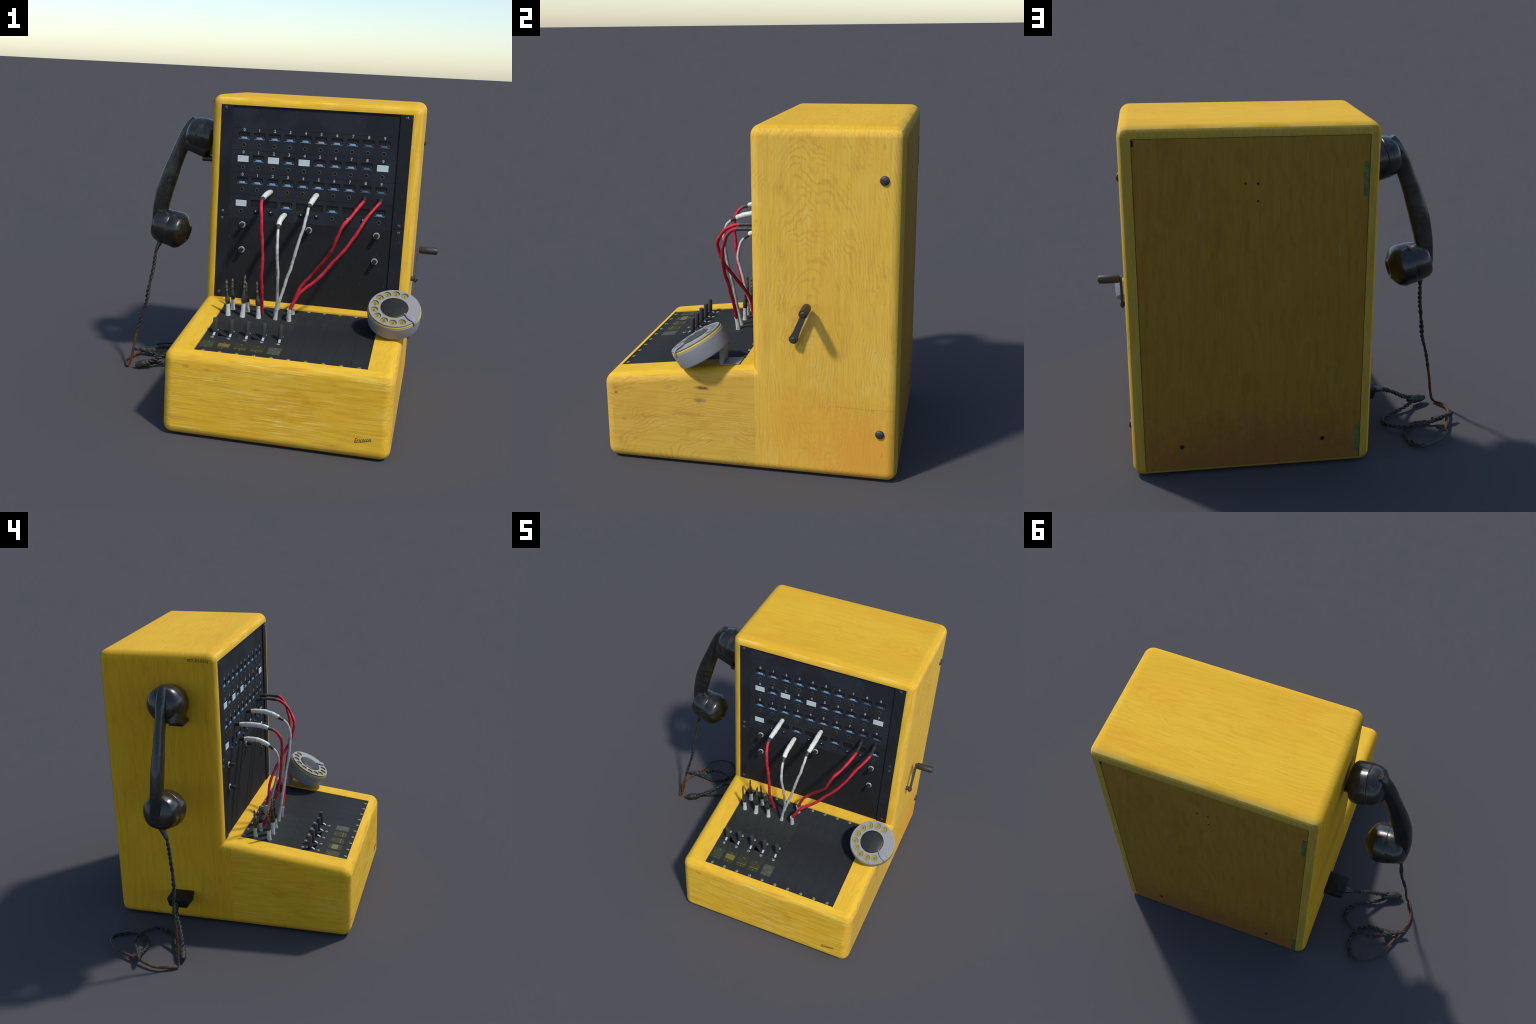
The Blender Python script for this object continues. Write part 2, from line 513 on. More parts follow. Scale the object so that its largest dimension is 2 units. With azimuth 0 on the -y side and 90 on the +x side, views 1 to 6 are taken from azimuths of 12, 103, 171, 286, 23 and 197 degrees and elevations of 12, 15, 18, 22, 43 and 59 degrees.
M['plug_white'] = ceramic_dirty("plug_sleeve_white", (0.50, 0.51, 0.48), (0.13, 0.14, 0.12), 0.65)
M['plug_dark'] = plain("plug_body_dark", (0.055, 0.056, 0.042), 0.35, 0.2, 0.6, 0.35, 50, other=(0.014, 0.016, 0.010), bump=0.2)
M['plug_tip'] = plain("plug_tip_brass", (0.22, 0.18, 0.13), 0.35, 0.5, 0.5, 0.3, 90, other=(0.07, 0.055, 0.04))
M['bakelite'] = bakelite("worn_bakelite")
M['braid'] = braid("dark_braid")
M['brown'] = plain("brown_rubber", (0.125, 0.050, 0.015), 0.65, 0, 0.25, 0.2, 50, other=(0.060, 0.024, 0.008), bump=0.2)
M['cord_grey'] = plain("grey_cord", (0.022, 0.026, 0.025), 0.6)
M['dial_grey'] = plain("grey_enamel", (0.262, 0.260, 0.272), 0.6, 0, 0.3, 0.04, 120)
M['dial_yellow'] = plain("dial_plate_yellow", (0.30, 0.245, 0.055), 0.45, 0, 0.4, 0.08)
M['dial_ring'] = plain("dial_ring_yellow", (0.58, 0.44, 0.085), 0.4, 0, 0.5, 0.06)
M['dial_cap'] = plain("dial_cap_black", (0.024, 0.026, 0.024), 0.38, 0, 0.25, 0.1)
M['dial_digit'] = plain("dial_digit_brown", (0.14, 0.060, 0.020), 0.6)
M['iron'] = plain("grey_iron", (0.052, 0.054, 0.060), 0.5, 0.2, 0.5, 0.12, 80)
M['crank_grip'] = plain("brown_black_grip", (0.034, 0.028, 0.024), 0.5)
M['ink'] = plain("dark_ink", (0.055, 0.025, 0.015), 0.7)
M['ink_faint'] = plain("faded_ink", (0.085, 0.055, 0.012), 0.7)
M['hinge'] = plain("green_bronze_hinge", (0.085, 0.15, 0.060), 0.5, 0.1, 0.4, 0.2, 40)
M['chip'] = plain("pale_chip", (0.50, 0.55, 0.55), 0.6)

# ------------------------------------------------------------------ the thing
root = bpy.data.objects.new("telephone_switchboard", None)
root["label"] = "yellow oak switchboard cabinet with black panel, patch cords, dial and handset"
root["category"] = "telephone switchboard"
link(root)

# ------------------------------------------------------------------ wooden carcass
prof = [(YF, ZB), (YB, ZB), (YB, ZT), (YM, ZT), (YM, desk_z(YM)), (YF, desk_z(YF))]
bm = bmesh.new()
left = [bm.verts.new((X0, y, z)) for y, z in prof]
right = [bm.verts.new((X1, y, z)) for y, z in prof]
bm.faces.new(left)
bm.faces.new(right[::-1])
for i in range(6):
    j = (i + 1) % 6
    bm.faces.new((left[i], right[i], right[j], left[j]))
bmesh.ops.recalc_face_normals(bm, faces=bm.faces)
inner = [e for e in bm.edges if all(abs(v.co.y - YM) < 1e-5 and abs(v.co.z - desk_z(YM)) < 1e-5 for v in e.verts)]
bmesh.ops.bevel(bm, geom=[e for e in bm.edges if e not in inner], offset=ROUND, segments=10, profile=0.5, affect='EDGES')
body = bm_obj("carcass", bm, None, None)

UP_LO, UP_HI = (-0.340, 0.0, desk_z(YM) + 0.0008), (0.7935, 0.07, 1.7715)
BACK_LO, BACK_HI = (-0.340, 0.70, 0.036), (0.787, 0.84, 1.771)
DP_X0, DP_X1, DP_Y0, DP_Y1 = -0.2435, 0.698, -0.737, -0.034
GAPS = (((-0.174, -0.475), (-0.110, -0.520), (-0.166, -0.517)), ((0.015, -0.475), (0.079, -0.519), (0.023, -0.514)))


def prism(tri, low=0.18, high=0.62):
    bmt = bmesh.new()
    lo = [bmt.verts.new((x, y, low)) for x, y in tri]
    hi = [bmt.verts.new((x, y, high)) for x, y in tri]
    bmt.faces.new(lo)
    bmt.faces.new(hi)
    for i in range(3):
        bmt.faces.new((lo[i], lo[(i + 1) % 3], hi[(i + 1) % 3], hi[i]))
    return bm_obj("cut", bmt)


cut_up = bm_obj("cut", box_bm((UP_LO[0], -0.02, UP_LO[2]), (UP_HI[0], 0.052, UP_HI[2])))
cut_back = bm_obj("cut", box_bm((BACK_LO[0], 0.774, BACK_LO[2]), (BACK_HI[0], 0.84, BACK_HI[2])))
b = box_bm((DP_X0, DP_Y0, 0.0), (DP_X1, DP_Y1, 1.0))
for v in b.verts:
    v.co.z = desk_z(v.co.y) + (-0.02 if v.co.z < 0.5 else 0.06)
cut_desk = bm_obj("cut", b)
pits = [prism(t) for t in GAPS]
for c in [cut_up, cut_back, cut_desk] + pits:
    m = body.modifiers.new("cut", 'BOOLEAN')
    m.operation, m.object, m.solver = 'DIFFERENCE', c, 'EXACT'
dg = bpy.context.evaluated_depsgraph_get()
me = bpy.data.meshes.new_from_object(body.evaluated_get(dg))
for o in [body, cut_up, cut_back, cut_desk] + pits:
    bpy.data.objects.remove(o)

SEAM = {-1: -0.015, 1: 0.048}
bm = bmesh.new()
bm.from_mesh(me)
for sgn in (-1, 1):
    fs = [f for f in bm.faces if f.normal.x * sgn > 0.3]
    geom = fs + list({e for f in fs for e in f.edges}) + list({v for f in fs for v in f.verts})
    bmesh.ops.bisect_plane(bm, geom=geom, plane_co=(0, SEAM[sgn], 0), plane_no=(0, 1, 0), dist=1e-5)
bm.to_mesh(me)
bm.free()
me.polygons.foreach_set("use_smooth", [True] * len(me.polygons))
me.set_sharp_from_angle(angle=R(28))
tmp = bpy.data.objects.new("tmp", me)
scene_col.objects.link(tmp)
wn = tmp.modifiers.new("wn", 'WEIGHTED_NORMAL')
wn.mode, wn.keep_sharp, wn.weight = 'FACE_AREA', True, 100
dg = bpy.context.evaluated_depsgraph_get()
src = bpy.data.meshes.new_from_object(tmp.evaluated_get(dg))
bpy.data.objects.remove(tmp)


def board_of(c, n):
    if -0.18 < c.x < 0.085 and -0.525 < c.y < -0.47 and 0.1 < c.z < desk_z(c.y) - 0.0202:
        return 'pit'
    if UP_LO[0] - .001 < c.x < UP_HI[0] + .001 and 0.0352 < c.y < 0.06 and c.z > 0.58 and c.z < UP_HI[2] + .001:
        return 'rail' if abs(n.z) > 0.5 else 'stile'
    if BACK_LO[0] - .001 < c.x < BACK_HI[0] + .001 and 0.77 < c.y < 0.7869 and BACK_LO[2] - .001 < c.z < BACK_HI[2] + .001:
        return 'back'
    if DP_X0 - .001 < c.x < DP_X1 + .001 and DP_Y0 - .001 < c.y < DP_Y1 + .001 and 0.4 < c.z < 0.7:
        return 'pit' if n.z > 0.5 and c.z < desk_z(c.y) - 0.015 else 'desk'
    ax = max(range(3), key=lambda i: abs(n[i]))
    if ax == 0:
        s = 1 if n.x > 0 else -1
        if c.y < SEAM[s] and c.z < 0.62:
            return 'base_r' if s > 0 else 'base_l'
        return 'side_r' if s > 0 else 'side_l'
    if ax == 2:
        if n.z < 0:
            return 'floor'
        return 'top' if c.z > 1.2 else 'desk'
    if n.y > 0:
        return 'back'
    if c.y < -0.4:
        return 'base_f'
    return 'rail' if c.z > 1.77 and -0.36 < c.x < 0.81 else 'stile'


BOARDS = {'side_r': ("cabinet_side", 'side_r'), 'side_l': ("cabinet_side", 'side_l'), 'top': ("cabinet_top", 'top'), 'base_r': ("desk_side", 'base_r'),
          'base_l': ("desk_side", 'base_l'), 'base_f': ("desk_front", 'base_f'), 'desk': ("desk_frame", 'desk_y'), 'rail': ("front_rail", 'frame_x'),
          'stile': ("front_stile", 'frame_z'), 'back': ("back_frame", 'back_z'), 'floor': ("cabinet_floor", 'floor'), 'pit': ("blackened_pit", 'void')}
groups = {k: [] for k in BOARDS}
for p in src.polygons:
    groups[board_of(p.center, p.normal)].append(p.index)
boards = {}
for key, polys in groups.items():
    if not polys:
        continue
    vmap, verts, faces, norms = {}, [], [], []
    for pi in polys:
        p = src.polygons[pi]
        f = []
        for li in p.loop_indices:
            vi = src.loops[li].vertex_index
            if vi not in vmap:
                vmap[vi] = len(verts)
                verts.append(src.vertices[vi].co.copy())
            f.append(vmap[vi])
            norms.append(src.corner_normals[li].vector.copy())
        faces.append(f)
    m2 = bpy.data.meshes.new(BOARDS[key][0])
    m2.from_pydata(verts, [], faces)
    m2.polygons.foreach_set("use_smooth", [True] * len(faces))
    m2.normals_split_custom_set(norms)
    m2.materials.append(M[BOARDS[key][1]])
    if key == 'desk':              # rails run along x, side pieces along y
        m2.materials.append(M['desk_x'])
        for p in m2.polygons:
            c = p.center
            if -0.26 < c.x < 0.71 and (c.y < -0.70 or c.y > -0.05):
                p.material_index = 1
    boards[key] = link(bpy.data.objects.new(BOARDS[key][0], m2), root)

# ------------------------------------------------------------------ back panel
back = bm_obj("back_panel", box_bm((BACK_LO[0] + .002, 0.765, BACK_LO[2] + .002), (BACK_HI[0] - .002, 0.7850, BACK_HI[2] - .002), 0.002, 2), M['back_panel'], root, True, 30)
disc = lambda r, h, n=20: lathe_bm([(0, 0), (r, 0), (r, h * .7), (r * .9, h), (0, h)], n)
hole = bm_obj("screw_hole", disc(0.0055, 0.0012), M['hole'], back)
hole.matrix_basis = axes_matrix((0.261, 0.7849, 1.549), (0, 1, 0))
for x, z in ((0.201, 1.547), (0.201, 1.462)):
    repeat(hole, back, matrix=axes_matrix((x, 0.7849, z), (0, 1, 0)))
ring_b = bm_obj("screw_cup", lathe_bm([(0.0085, 0), (0.0135, 0), (0.0135, 0.001), (0.0125, 0.0022), (0.0085, 0.0005), (0.0085, 0)], 24), M['tag'], back, True, 40)
ring_b.matrix_basis = axes_matrix((0.597, 0.7849, 0.166), (0, 1, 0))
repeat(ring_b, back, matrix=axes_matrix((-0.137, 0.7849, 0.162), (0, 1, 0)))
for x, z in ((0.597, 0.166), (-0.137, 0.162)):
    h = repeat(hole, back)
    h.matrix_basis = axes_matrix((x, 0.7849, z), (0, 1, 0)) @ Matrix.Diagonal((1.55, 1.55, 1, 1))


def hinge(z0, z1):
    bmh = bmesh.new()
    n = 3
    for k in range(n):
        a, c = z0 + (z1 - z0) * k / n, z0 + (z1 - z0) * (k + 1) / n - 0.001
        tube_into(bmh, [Vector((-0.3235, 0.7835, a)), Vector((-0.3235, 0.7835, (a + c) / 2)), Vector((-0.3235, 0.7835, c))], lambda t: 0.011, 16, flat=1.0)
    for v in bmh.verts:
        v.co.y = 0.7835 + (v.co.y - 0.7835) * 0.6
    return bm_obj("hinge", bmh, M['hinge'], back, True, 40)


hinge(1.474, 1.644)
hinge(0.060, 0.228)
bm_obj("latch_gap", box_bm((0.776, 0.780, 1.735), (0.7845, 0.7858, 1.764)), M['hole'], back)

# ------------------------------------------------------------------ upright jack panel
COLS = [-0.1945 + 0.0929 * i for i in range(10)]
ROW_Z = [1.537, 1.4035, 1.2690, 1.1340]       # socket heights
WIN_DZ0, WIN_DZ1, WIN_W = 0.033, 0.075, 0.034   # window above the socket, half width
FLAGS = {(1, 0), (1, 2), (1, 4), (1, 9), (3, 0)}
LAMPS = {(3, 1), (3, 2), (3, 4), (3, 5), (3, 7), (3, 8)}
PLUGGED = {(2, 2), (2, 5), (2, 8), (2, 9), (3, 3)}


def panel_with_windows(name, x0, x1, z0, z1, cells, y, depth, mat):
    """Front plate with real rectangular windows: a grid that leaves the window cells open and walls them."""
    xs = sorted({x0, x1} | {round(v, 5) for c in cells for v in c[:2]})
    zs = sorted({z0, z1} | {round(v, 5) for c in cells for v in c[2:]})
    bmp = bmesh.new()
    cache = {}

    def V(x, yy, z):
        k = (round(x, 5), round(yy, 5), round(z, 5))
        if k not in cache:
            cache[k] = bmp.verts.new(k)
        return cache[k]

    open_cells = {(round(c[0], 5), round(c[2], 5)) for c in cells}
    for xa, xb in zip(xs, xs[1:]):
        for za, zb in zip(zs, zs[1:]):
            inside = any(c[0] - 1e-5 <= xa and xb <= c[1] + 1e-5 and c[2] - 1e-5 <= za and zb <= c[3] + 1e-5 for c in cells)
            if not inside:
                bmp.faces.new((V(xa, y, za), V(xb, y, za), V(xb, y, zb), V(xa, y, zb)))
    for a, b2, c, d in cells:
        q = [(a, c), (b2, c), (b2, d), (a, d)]
        for (xa, za), (xb, zb) in zip(q, q[1:] + q[:1]):
            bmp.faces.new([bmp.verts.new(t) for t in ((xa, y, za), (xb, y, zb), (xb, y + depth, zb), (xa, y + depth, za))])
    o = mesh_obj(name, [v.co for v in bmp.verts], [], mat, root)
    me2 = o.data
    bmp.normal_update()
    bmp.to_mesh(me2)
    bmp.free()
    return o


STRIP_L, STRIP_R = -0.2695, 0.7225
SPLIT_Z = 1.104
cells = []
for r, z in enumerate(ROW_Z):
    for x in COLS:
        cells.append((x - WIN_W, x + WIN_W, z + WIN_DZ0, z + WIN_DZ1))
jack_panel = panel_with_windows("jack_panel", STRIP_L, STRIP_R, SPLIT_Z - 0.014, UP_HI[2], cells, PANEL_Y, 0.005, M['panel'])
lower_panel = bm_obj("cord_panel", box_bm((STRIP_L, PANEL_Y - 0.0006, UP_LO[2] + .0005), (STRIP_R, 0.0515, SPLIT_Z - 0.0145)), M['panel_low'], root)
bm_obj("window_backing", box_bm((STRIP_L + .001, PANEL_Y + 0.0048, SPLIT_Z - 0.012), (STRIP_R - .001, 0.0515, UP_HI[2] - .001)), M['recess'], jack_panel)
# row separators: fine proud seams between the jack strips
for i, z in enumerate((1.639, 1.507, 1.372, 1.239)):
    bm_obj("row_seam", box_bm((STRIP_L + .001, PANEL_Y - 0.0007, z - 0.0008), (STRIP_R - .001, PANEL_Y + 0.001, z + 0.0008)), M['recess'], jack_panel)

# side strips (four pieces)
STRIP_Y = 0.0362
for (xa, xb) in ((UP_LO[0] + .0005, STRIP_L), (STRIP_R, UP_HI[0] - .0005)):
    for (za, zb) in ((UP_LO[2] + .0003, SPLIT_Z - .0008), (SPLIT_Z + .0008, UP_HI[2] - .0005)):
        bm_obj("side_strip", box_bm((xa, STRIP_Y, za), (xb, 0.0515, zb), 0.0012, 1), M['strip'], root)


def slotted(name, r, h, slot, mat, parent, dome=0.5, floor=True):
    """Screw head with a real slot."""
    bms = bmesh.new()
    n = 12
    for sgn in (1, -1):
        pts = []
        a0 = math.asin(slot / r)
        for k in range(n + 1):
            a = a0 + (math.pi - 2 * a0) * k / n
            pts.append((r * math.cos(a), sgn * r * math.sin(a)))
        lo = [bms.verts.new((x, y, 0)) for x, y in pts]
        mid = [bms.verts.new((x, y, h * (1 - dome))) for x, y in pts]
        top = [bms.verts.new((x * .72, sgn * slot + (y - sgn * slot) * .72, h)) for x, y in pts]
        for A, B in ((lo, mid), (mid, top)):
            for i in range(len(pts)):
                j = (i + 1) % len(pts)
                bms.faces.new((A[i], A[j], B[j], B[i]) if sgn > 0 else (A[j], A[i], B[i], B[j]))
        bms.faces.new(top if sgn > 0 else top[::-1])
    if floor:
        fl = [bms.verts.new((r * .98 * math.cos(2 * math.pi * k / 24), r * .98 * math.sin(2 * math.pi * k / 24), h * .3)) for k in range(24)]
        bms.faces.new(fl)
    return bm_obj(name, bms, mat, parent, True, 35)


FRONT = (0, -1, 0)
sc0 = slotted("strip_screw", 0.0088, 0.003, 0.0015, M['steel_dark'], jack_panel, floor=False)
spots_ = [(-0.310, 1.754), (0.759, 1.752), (-0.308, 1.129), (-0.309, 1.086), (0.762, 1.125), (0.762, 1.083), (-0.310, 0.622), (0.760, 0.622)]
for i, (x, z) in enumerate(spots_):
    m = axes_matrix((x, STRIP_Y, z), FRONT) @ Matrix.Rotation(R(35 + 50 * i), 4, 'Z')
    if i == 0:
        sc0.matrix_basis = m
    else:
        repeat(sc0, jack_panel, matrix=m)

# sockets
socket = bm_obj("jack_socket", lathe_bm([(0.0092, 0.0002), (0.0092, 0.0018), (0.0102, 0.0024), (0.0124, 0.0016), (0.0128, 0.0)], 28), M['rim'], jack_panel, True, 50)
bore = bm_obj("socket_bore", lathe_bm([(0, 0.0007), (0.0095, 0.0007), (0.0095, 0.0)], 24), M['hole'], jack_panel)
first = True
for r, z in enumerate(ROW_Z):
    for c, x in enumerate(COLS):
        if (r, c) in LAMPS:
            continue
        m = axes_matrix((x, PANEL_Y, z), FRONT)
        if first:
            socket.matrix_basis, bore.matrix_basis, first = m, m.copy(), False
        else:
            repeat(socket, jack_panel, matrix=m)
            repeat(bore, jack_panel, matrix=m)
lamp = bm_obj("lamp_cap", lathe_bm([(0.0150, 0), (0.0146, 0.0012), (0.012, 0.0030), (0.006, 0.0042), (0, 0.0045)], 28), M['lamp'], jack_panel, True)
dot = bm_obj("lamp_glint", lathe_bm([(0.0048, 0), (0.0036, 0.0014), (0, 0.0018)], 14), M['lamp_dot'], jack_panel, True)  # bluish reflection on the cap, modelled as a tiny pale dome
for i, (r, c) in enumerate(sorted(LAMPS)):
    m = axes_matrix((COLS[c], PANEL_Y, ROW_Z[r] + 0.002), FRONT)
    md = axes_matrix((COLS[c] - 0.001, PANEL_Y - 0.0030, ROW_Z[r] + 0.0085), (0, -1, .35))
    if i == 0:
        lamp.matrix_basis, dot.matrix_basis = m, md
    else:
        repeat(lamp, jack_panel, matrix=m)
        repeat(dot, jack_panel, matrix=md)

# indicator shutters inside the windows: blue lip with a raised middle, two screws, dark flap above
def shutter_piece(name, shape, y, mat):
    bs = bmesh.new()
    fr = [bs.verts.new((x, y, z)) for x, z in shape]
    bk = [bs.verts.new((x, y + 0.003, z)) for x, z in shape]
    bs.faces.new(fr)
    for i in range(len(shape)):
        j = (i + 1) % len(shape)
        bs.faces.new((fr[i], bk[i], bk[j], fr[j]))
    return bm_obj(name, bs, mat, jack_panel)


BAR = [(-0.033, 0.0), (0.033, 0.0), (0.033, 0.009), (0.0315, 0.009), (0.0300, 0.0048), (-0.0300, 0.0048), (-0.0315, 0.009), (-0.033, 0.009)]
TONGUE = [(-0.0205, 0.003), (0.0205, 0.003), (0.0145, 0.0150), (0.0040, 0.0155), (0.0, 0.0140), (-0.0040, 0.0155), (-0.0145, 0.0150)]
shutter = shutter_piece("shutter_lip", BAR, 0.0, M['blue_mid'])
tongue = shutter_piece("shutter_tongue", TONGUE, -0.0006, M['blue'])
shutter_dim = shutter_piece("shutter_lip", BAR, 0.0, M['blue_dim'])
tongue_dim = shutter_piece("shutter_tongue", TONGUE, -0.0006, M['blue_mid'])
flag = bm_obj("signal_flag", box_bm((-0.0335, 0.0, -0.019), (0.0335, 0.003, 0.019), 0.001, 1), M['flag'], jack_panel)
wscrew = slotted("shutter_screw", 0.0072, 0.002, 0.0009, M['shutter_screw'], jack_panel)
flap = bm_obj("shutter_flap", box_bm((-0.0045, 0.0, 0.016), (0.0045, 0.003, 0.030)), M['recess'], jack_panel)
wire_flags = {'s': True, 'd': True, 'f': True, 'w': True, 'p': True, 't': True, 'u': True}


def place(key, ob, matrix):
    if wire_flags[key]:
        ob.matrix_basis = matrix
        wire_flags[key] = False
    else:
        repeat(ob, jack_panel, matrix=matrix)


for r, z in enumerate(ROW_Z):
    for c, x in enumerate(COLS):
        if (r, c) in LAMPS:
            continue
        if (r, c) in FLAGS:
            place('f', flag, Matrix.Translation((x - 0.001, PANEL_Y - 0.002, z + 0.0505)))
            continue
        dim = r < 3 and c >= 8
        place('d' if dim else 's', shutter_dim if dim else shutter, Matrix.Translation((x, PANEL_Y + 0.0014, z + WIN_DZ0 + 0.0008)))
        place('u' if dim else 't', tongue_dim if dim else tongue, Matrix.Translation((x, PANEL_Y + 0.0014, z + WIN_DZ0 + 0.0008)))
        place('p', flap, Matrix.Translation((x, PANEL_Y + 0.0022, z + WIN_DZ0 - 0.002)))
        for s in (-1, 1):
            place('w', wscrew, axes_matrix((x + s * 0.0235, PANEL_Y + 0.0038, z + WIN_DZ0 + 0.0125), FRONT) @ Matrix.Rotation(random.uniform(0, 3), 4, 'Z'))

# digits above the windows
digit_mesh = [text_mesh("digit", str(i), 0.0255, mat=M['digit'], fatten=0.0006) for i in range(10)]
for r in range(3):
    for c, x in enumerate(COLS):
        o = link(bpy.data.objects.new("digit", digit_mesh[c]), jack_panel)
        o.matrix_basis = axes_matrix((x, PANEL_Y - 0.0006, ROW_Z[r] + 0.0905), FRONT)

# five push knobs on the lower panel
knob = bm_obj("push_knob", lathe_bm([(0.0125, 0), (0.0125, 0.040), (0.0115, 0.0430), (0, 0.0435)], 24), M['knob'], lower_panel, True, 40)
kring = bm_obj("knob_ring", lathe_bm([(0.0125, 0), (0.0198, 0), (0.0198, 0.004), (0.0185, 0.006), (0.0135, 0.006), (0.0125, 0.004)], 32), M['ring'], lower_panel, True, 40)
for i, (x, z) in enumerate(((-0.181, 1.053), (-0.179, 0.898), (0.230, 1.053), (0.635, 1.054), (0.635, 0.898))):
    m = axes_matrix((x, PANEL_Y - .0006, z), FRONT)
    if i == 0:
        knob.matrix_basis, kring.matrix_basis = m, m.copy()
    else:
        repeat(knob, lower_panel, matrix=m)
        repeat(kring, lower_panel, matrix=m)

# ------------------------------------------------------------------ sloping desk plate
UPN = Vector((0, -math.sin(DESK_TILT), math.cos(DESK_TILT)))


def on_desk(x, y, lift=0.0):
    return Vector((x, y, plate_z(y))) + UPN * lift


def desk_matrix(x, y, lift=0.0):
    return axes_matrix(on_desk(x, y, lift), UPN)


# narrow rails under both ends of the key strips
desk_plate = bm_obj("desk_plate", box_bm((DP_X0 + .001, DP_Y0 + .001, plate_z(DP_Y0) - 0.0135), (DP_X1 - .001, DP_Y0 + 0.03, plate_z(DP_Y0) - 0.0105)), M['panel_low'], root)
PITCH = (DP_X1 - DP_X0) / 10
STRIP_X = [DP_X0 + PITCH * (i + .5) for i in range(10)]
ylen = (DP_Y1 - DP_Y0) / math.cos(DESK_TILT)
sp = box_bm((-PITCH / 2 + .0003, 0.0005, -0.010), (PITCH / 2 - .0003, ylen - 0.0005, 0.0))
strips = []
strip0 = bm_obj("key_strip", sp, M['desk_dusty'], desk_plate)
strip1 = strip0.copy()
strip1.data = strip0.data.copy()
strip1.data.materials[0] = M['desk']
link(strip1, desk_plate)
for i, x in enumerate(STRIP_X):
    m = axes_matrix(on_desk(x, DP_Y0), UPN)
    src_o = strip0 if i < 5 else strip1
    if i in (0, 5):
        src_o.matrix_basis = m
    else:
        repeat(src_o, desk_plate, matrix=m)
bpy.context.view_layer.update()
key_strips = [o for o in desk_plate.children if o.name.startswith("key_strip")]
for t in GAPS:
    c = prism(t)
    for o in key_strips:
        x = o.matrix_basis.translation.x
        if min(p[0] for p in t) < x + PITCH / 2 and max(p[0] for p in t) > x - PITCH / 2:
            md = o.modifiers.new("gap", 'BOOLEAN')
            md.operation, md.object, md.solver = 'DIFFERENCE', c, 'EXACT'
            m2 = bpy.data.meshes.new_from_object(o.evaluated_get(bpy.context.evaluated_depsgraph_get()))
            o.modifiers.clear()
            o.data = m2
    bpy.data.objects.remove(c)
dscrew = slotted("desk_screw", 0.0104, 0.0030, 0.0015, M['brass_screw'], desk_plate, floor=False)
k = 0
for i, x in enumerate(STRIP_X):
    ys = [-0.7205, -0.0455] + ([-0.5405, -0.4390] if i < 5 else [])
    for y in ys:
        m = desk_matrix(x + (0.004 if y < -0.4 and y > -0.6 else 0), y, 0) @ Matrix.Rotation(random.uniform(0, 3.1), 4, 'Z')
        if k == 0:
            dscrew.matrix_basis = m
        else:
            repeat(dscrew, desk_plate, matrix=m)
        k += 1
blank = bm_obj("blank_button", lathe_bm([(0.0155, 0), (0.0150, 0.0005), (0.011, 0.0008), (0, 0.0008)], 28), M['blank'], desk_plate, True)
for i in range(5):
    m = desk_matrix(STRIP_X[i] + 0.003, -0.356)
    if i == 0:
        blank.matrix_basis = m
    else:
        repeat(blank, desk_plate, matrix=m)

# designation tags
TAG = (0.0355, 0.0435)
tag_mats = ['tag', 'tag_brown', 'tag_brown', 'tag_brown', 'tag_grey']
pin = bm_obj("tag_pin", lathe_bm([(0.0042, 0), (0.0036, 0.0014), (0, 0.0018)], 12), M['steel_dark'], desk_plate, True)
pk = 0
for i in range(5):
    x = STRIP_X[i] + 0.001
    t = bm_obj("label_tag", box_bm((-TAG[0], -TAG[1], 0), (TAG[0], TAG[1], 0.0015), 0.0005, 1), M[tag_mats[i]], desk_plate)
    t.matrix_basis = desk_matrix(x, -0.636)
    if i == 1:
        t2 = bm_obj("label_card", box_bm((-0.0325, -0.020, 0.0015), (0.0325, 0.020, 0.0024)), M['tag_yellow'], desk_plate)
        t2.matrix_basis = desk_matrix(x, -0.634)
    elif i in (2, 3):
        t2 = bm_obj("label_line", box_bm((-0.034, -0.0022, 0.0015), (0.034, 0.0022, 0.0021)), M['tag_line'], desk_plate)
        t2.matrix_basis = desk_matrix(x, -0.655)
        t3 = bm_obj("label_line", box_bm((-0.034, -0.0008, 0.0015), (0.034, 0.0008, 0.0021)), M['blank'], desk_plate)
        t3.matrix_basis = desk_matrix(x, -0.622)
    for dy in (-0.034, 0.033):
        m = desk_matrix(x + random.uniform(-.004, .004), -0.636 + dy, 0.0014)
        if pk == 0:
            pin.matrix_basis = m
        else:
            repeat(pin, desk_plate, matrix=m)
        pk += 1

# toggle switches
lev = bm_obj("toggle_switch", lathe_bm([(0, 0), (0.0128, 0), (0.0134, 0.002), (0.0138, 0.079), (0.0125, 0.0835), (0, 0.0845)], 28), M['lever'], root, True, 40)
sb = bmesh.new()
arch = [(-0.032, 0.0), (-0.025, 0.006), (-0.012, 0.011), (0.0, 0.013), (0.011, 0.011), (0.020, 0.006), (0.026, 0.0)]
cross = []
for y, z in arch:
    w = 0.0064
    cross.append([sb.verts.new((sx * w, y, z + dz)) for sx, dz in ((-1, 0), (1, 0), (1, -0.004), (-1, -0.004))])
for A, B in zip(cross, cross[1:]):
    for i in range(4):
        j = (i + 1) % 4
        sb.faces.new((A[i], A[j], B[j], B[i]))
sb.faces.new(cross[0][::-1])
sb.faces.new(cross[-1])
sad = bm_obj("lever_saddle", sb, M['saddle'], lev, True, 40)
SW_X = [-0.1905 + 0.0940 * i for i in range(5)]
for i, x in enumerate(SW_X):
    if i == 0:
        lever, saddle = lev, sad
    else:
        lever = repeat(lev, root)
        saddle = sad.copy()
        link(saddle)
        saddle.parent = lever
    lever.matrix_basis = Matrix.Translation((x, -0.487, 0.520))
    saddle.matrix_parent_inverse = Matrix.Identity(4)
    saddle.matrix_basis = Matrix.Translation((0, 0, plate_z(-0.487) - 0.520)) @ Matrix.Rotation(DESK_TILT, 4, 'X')
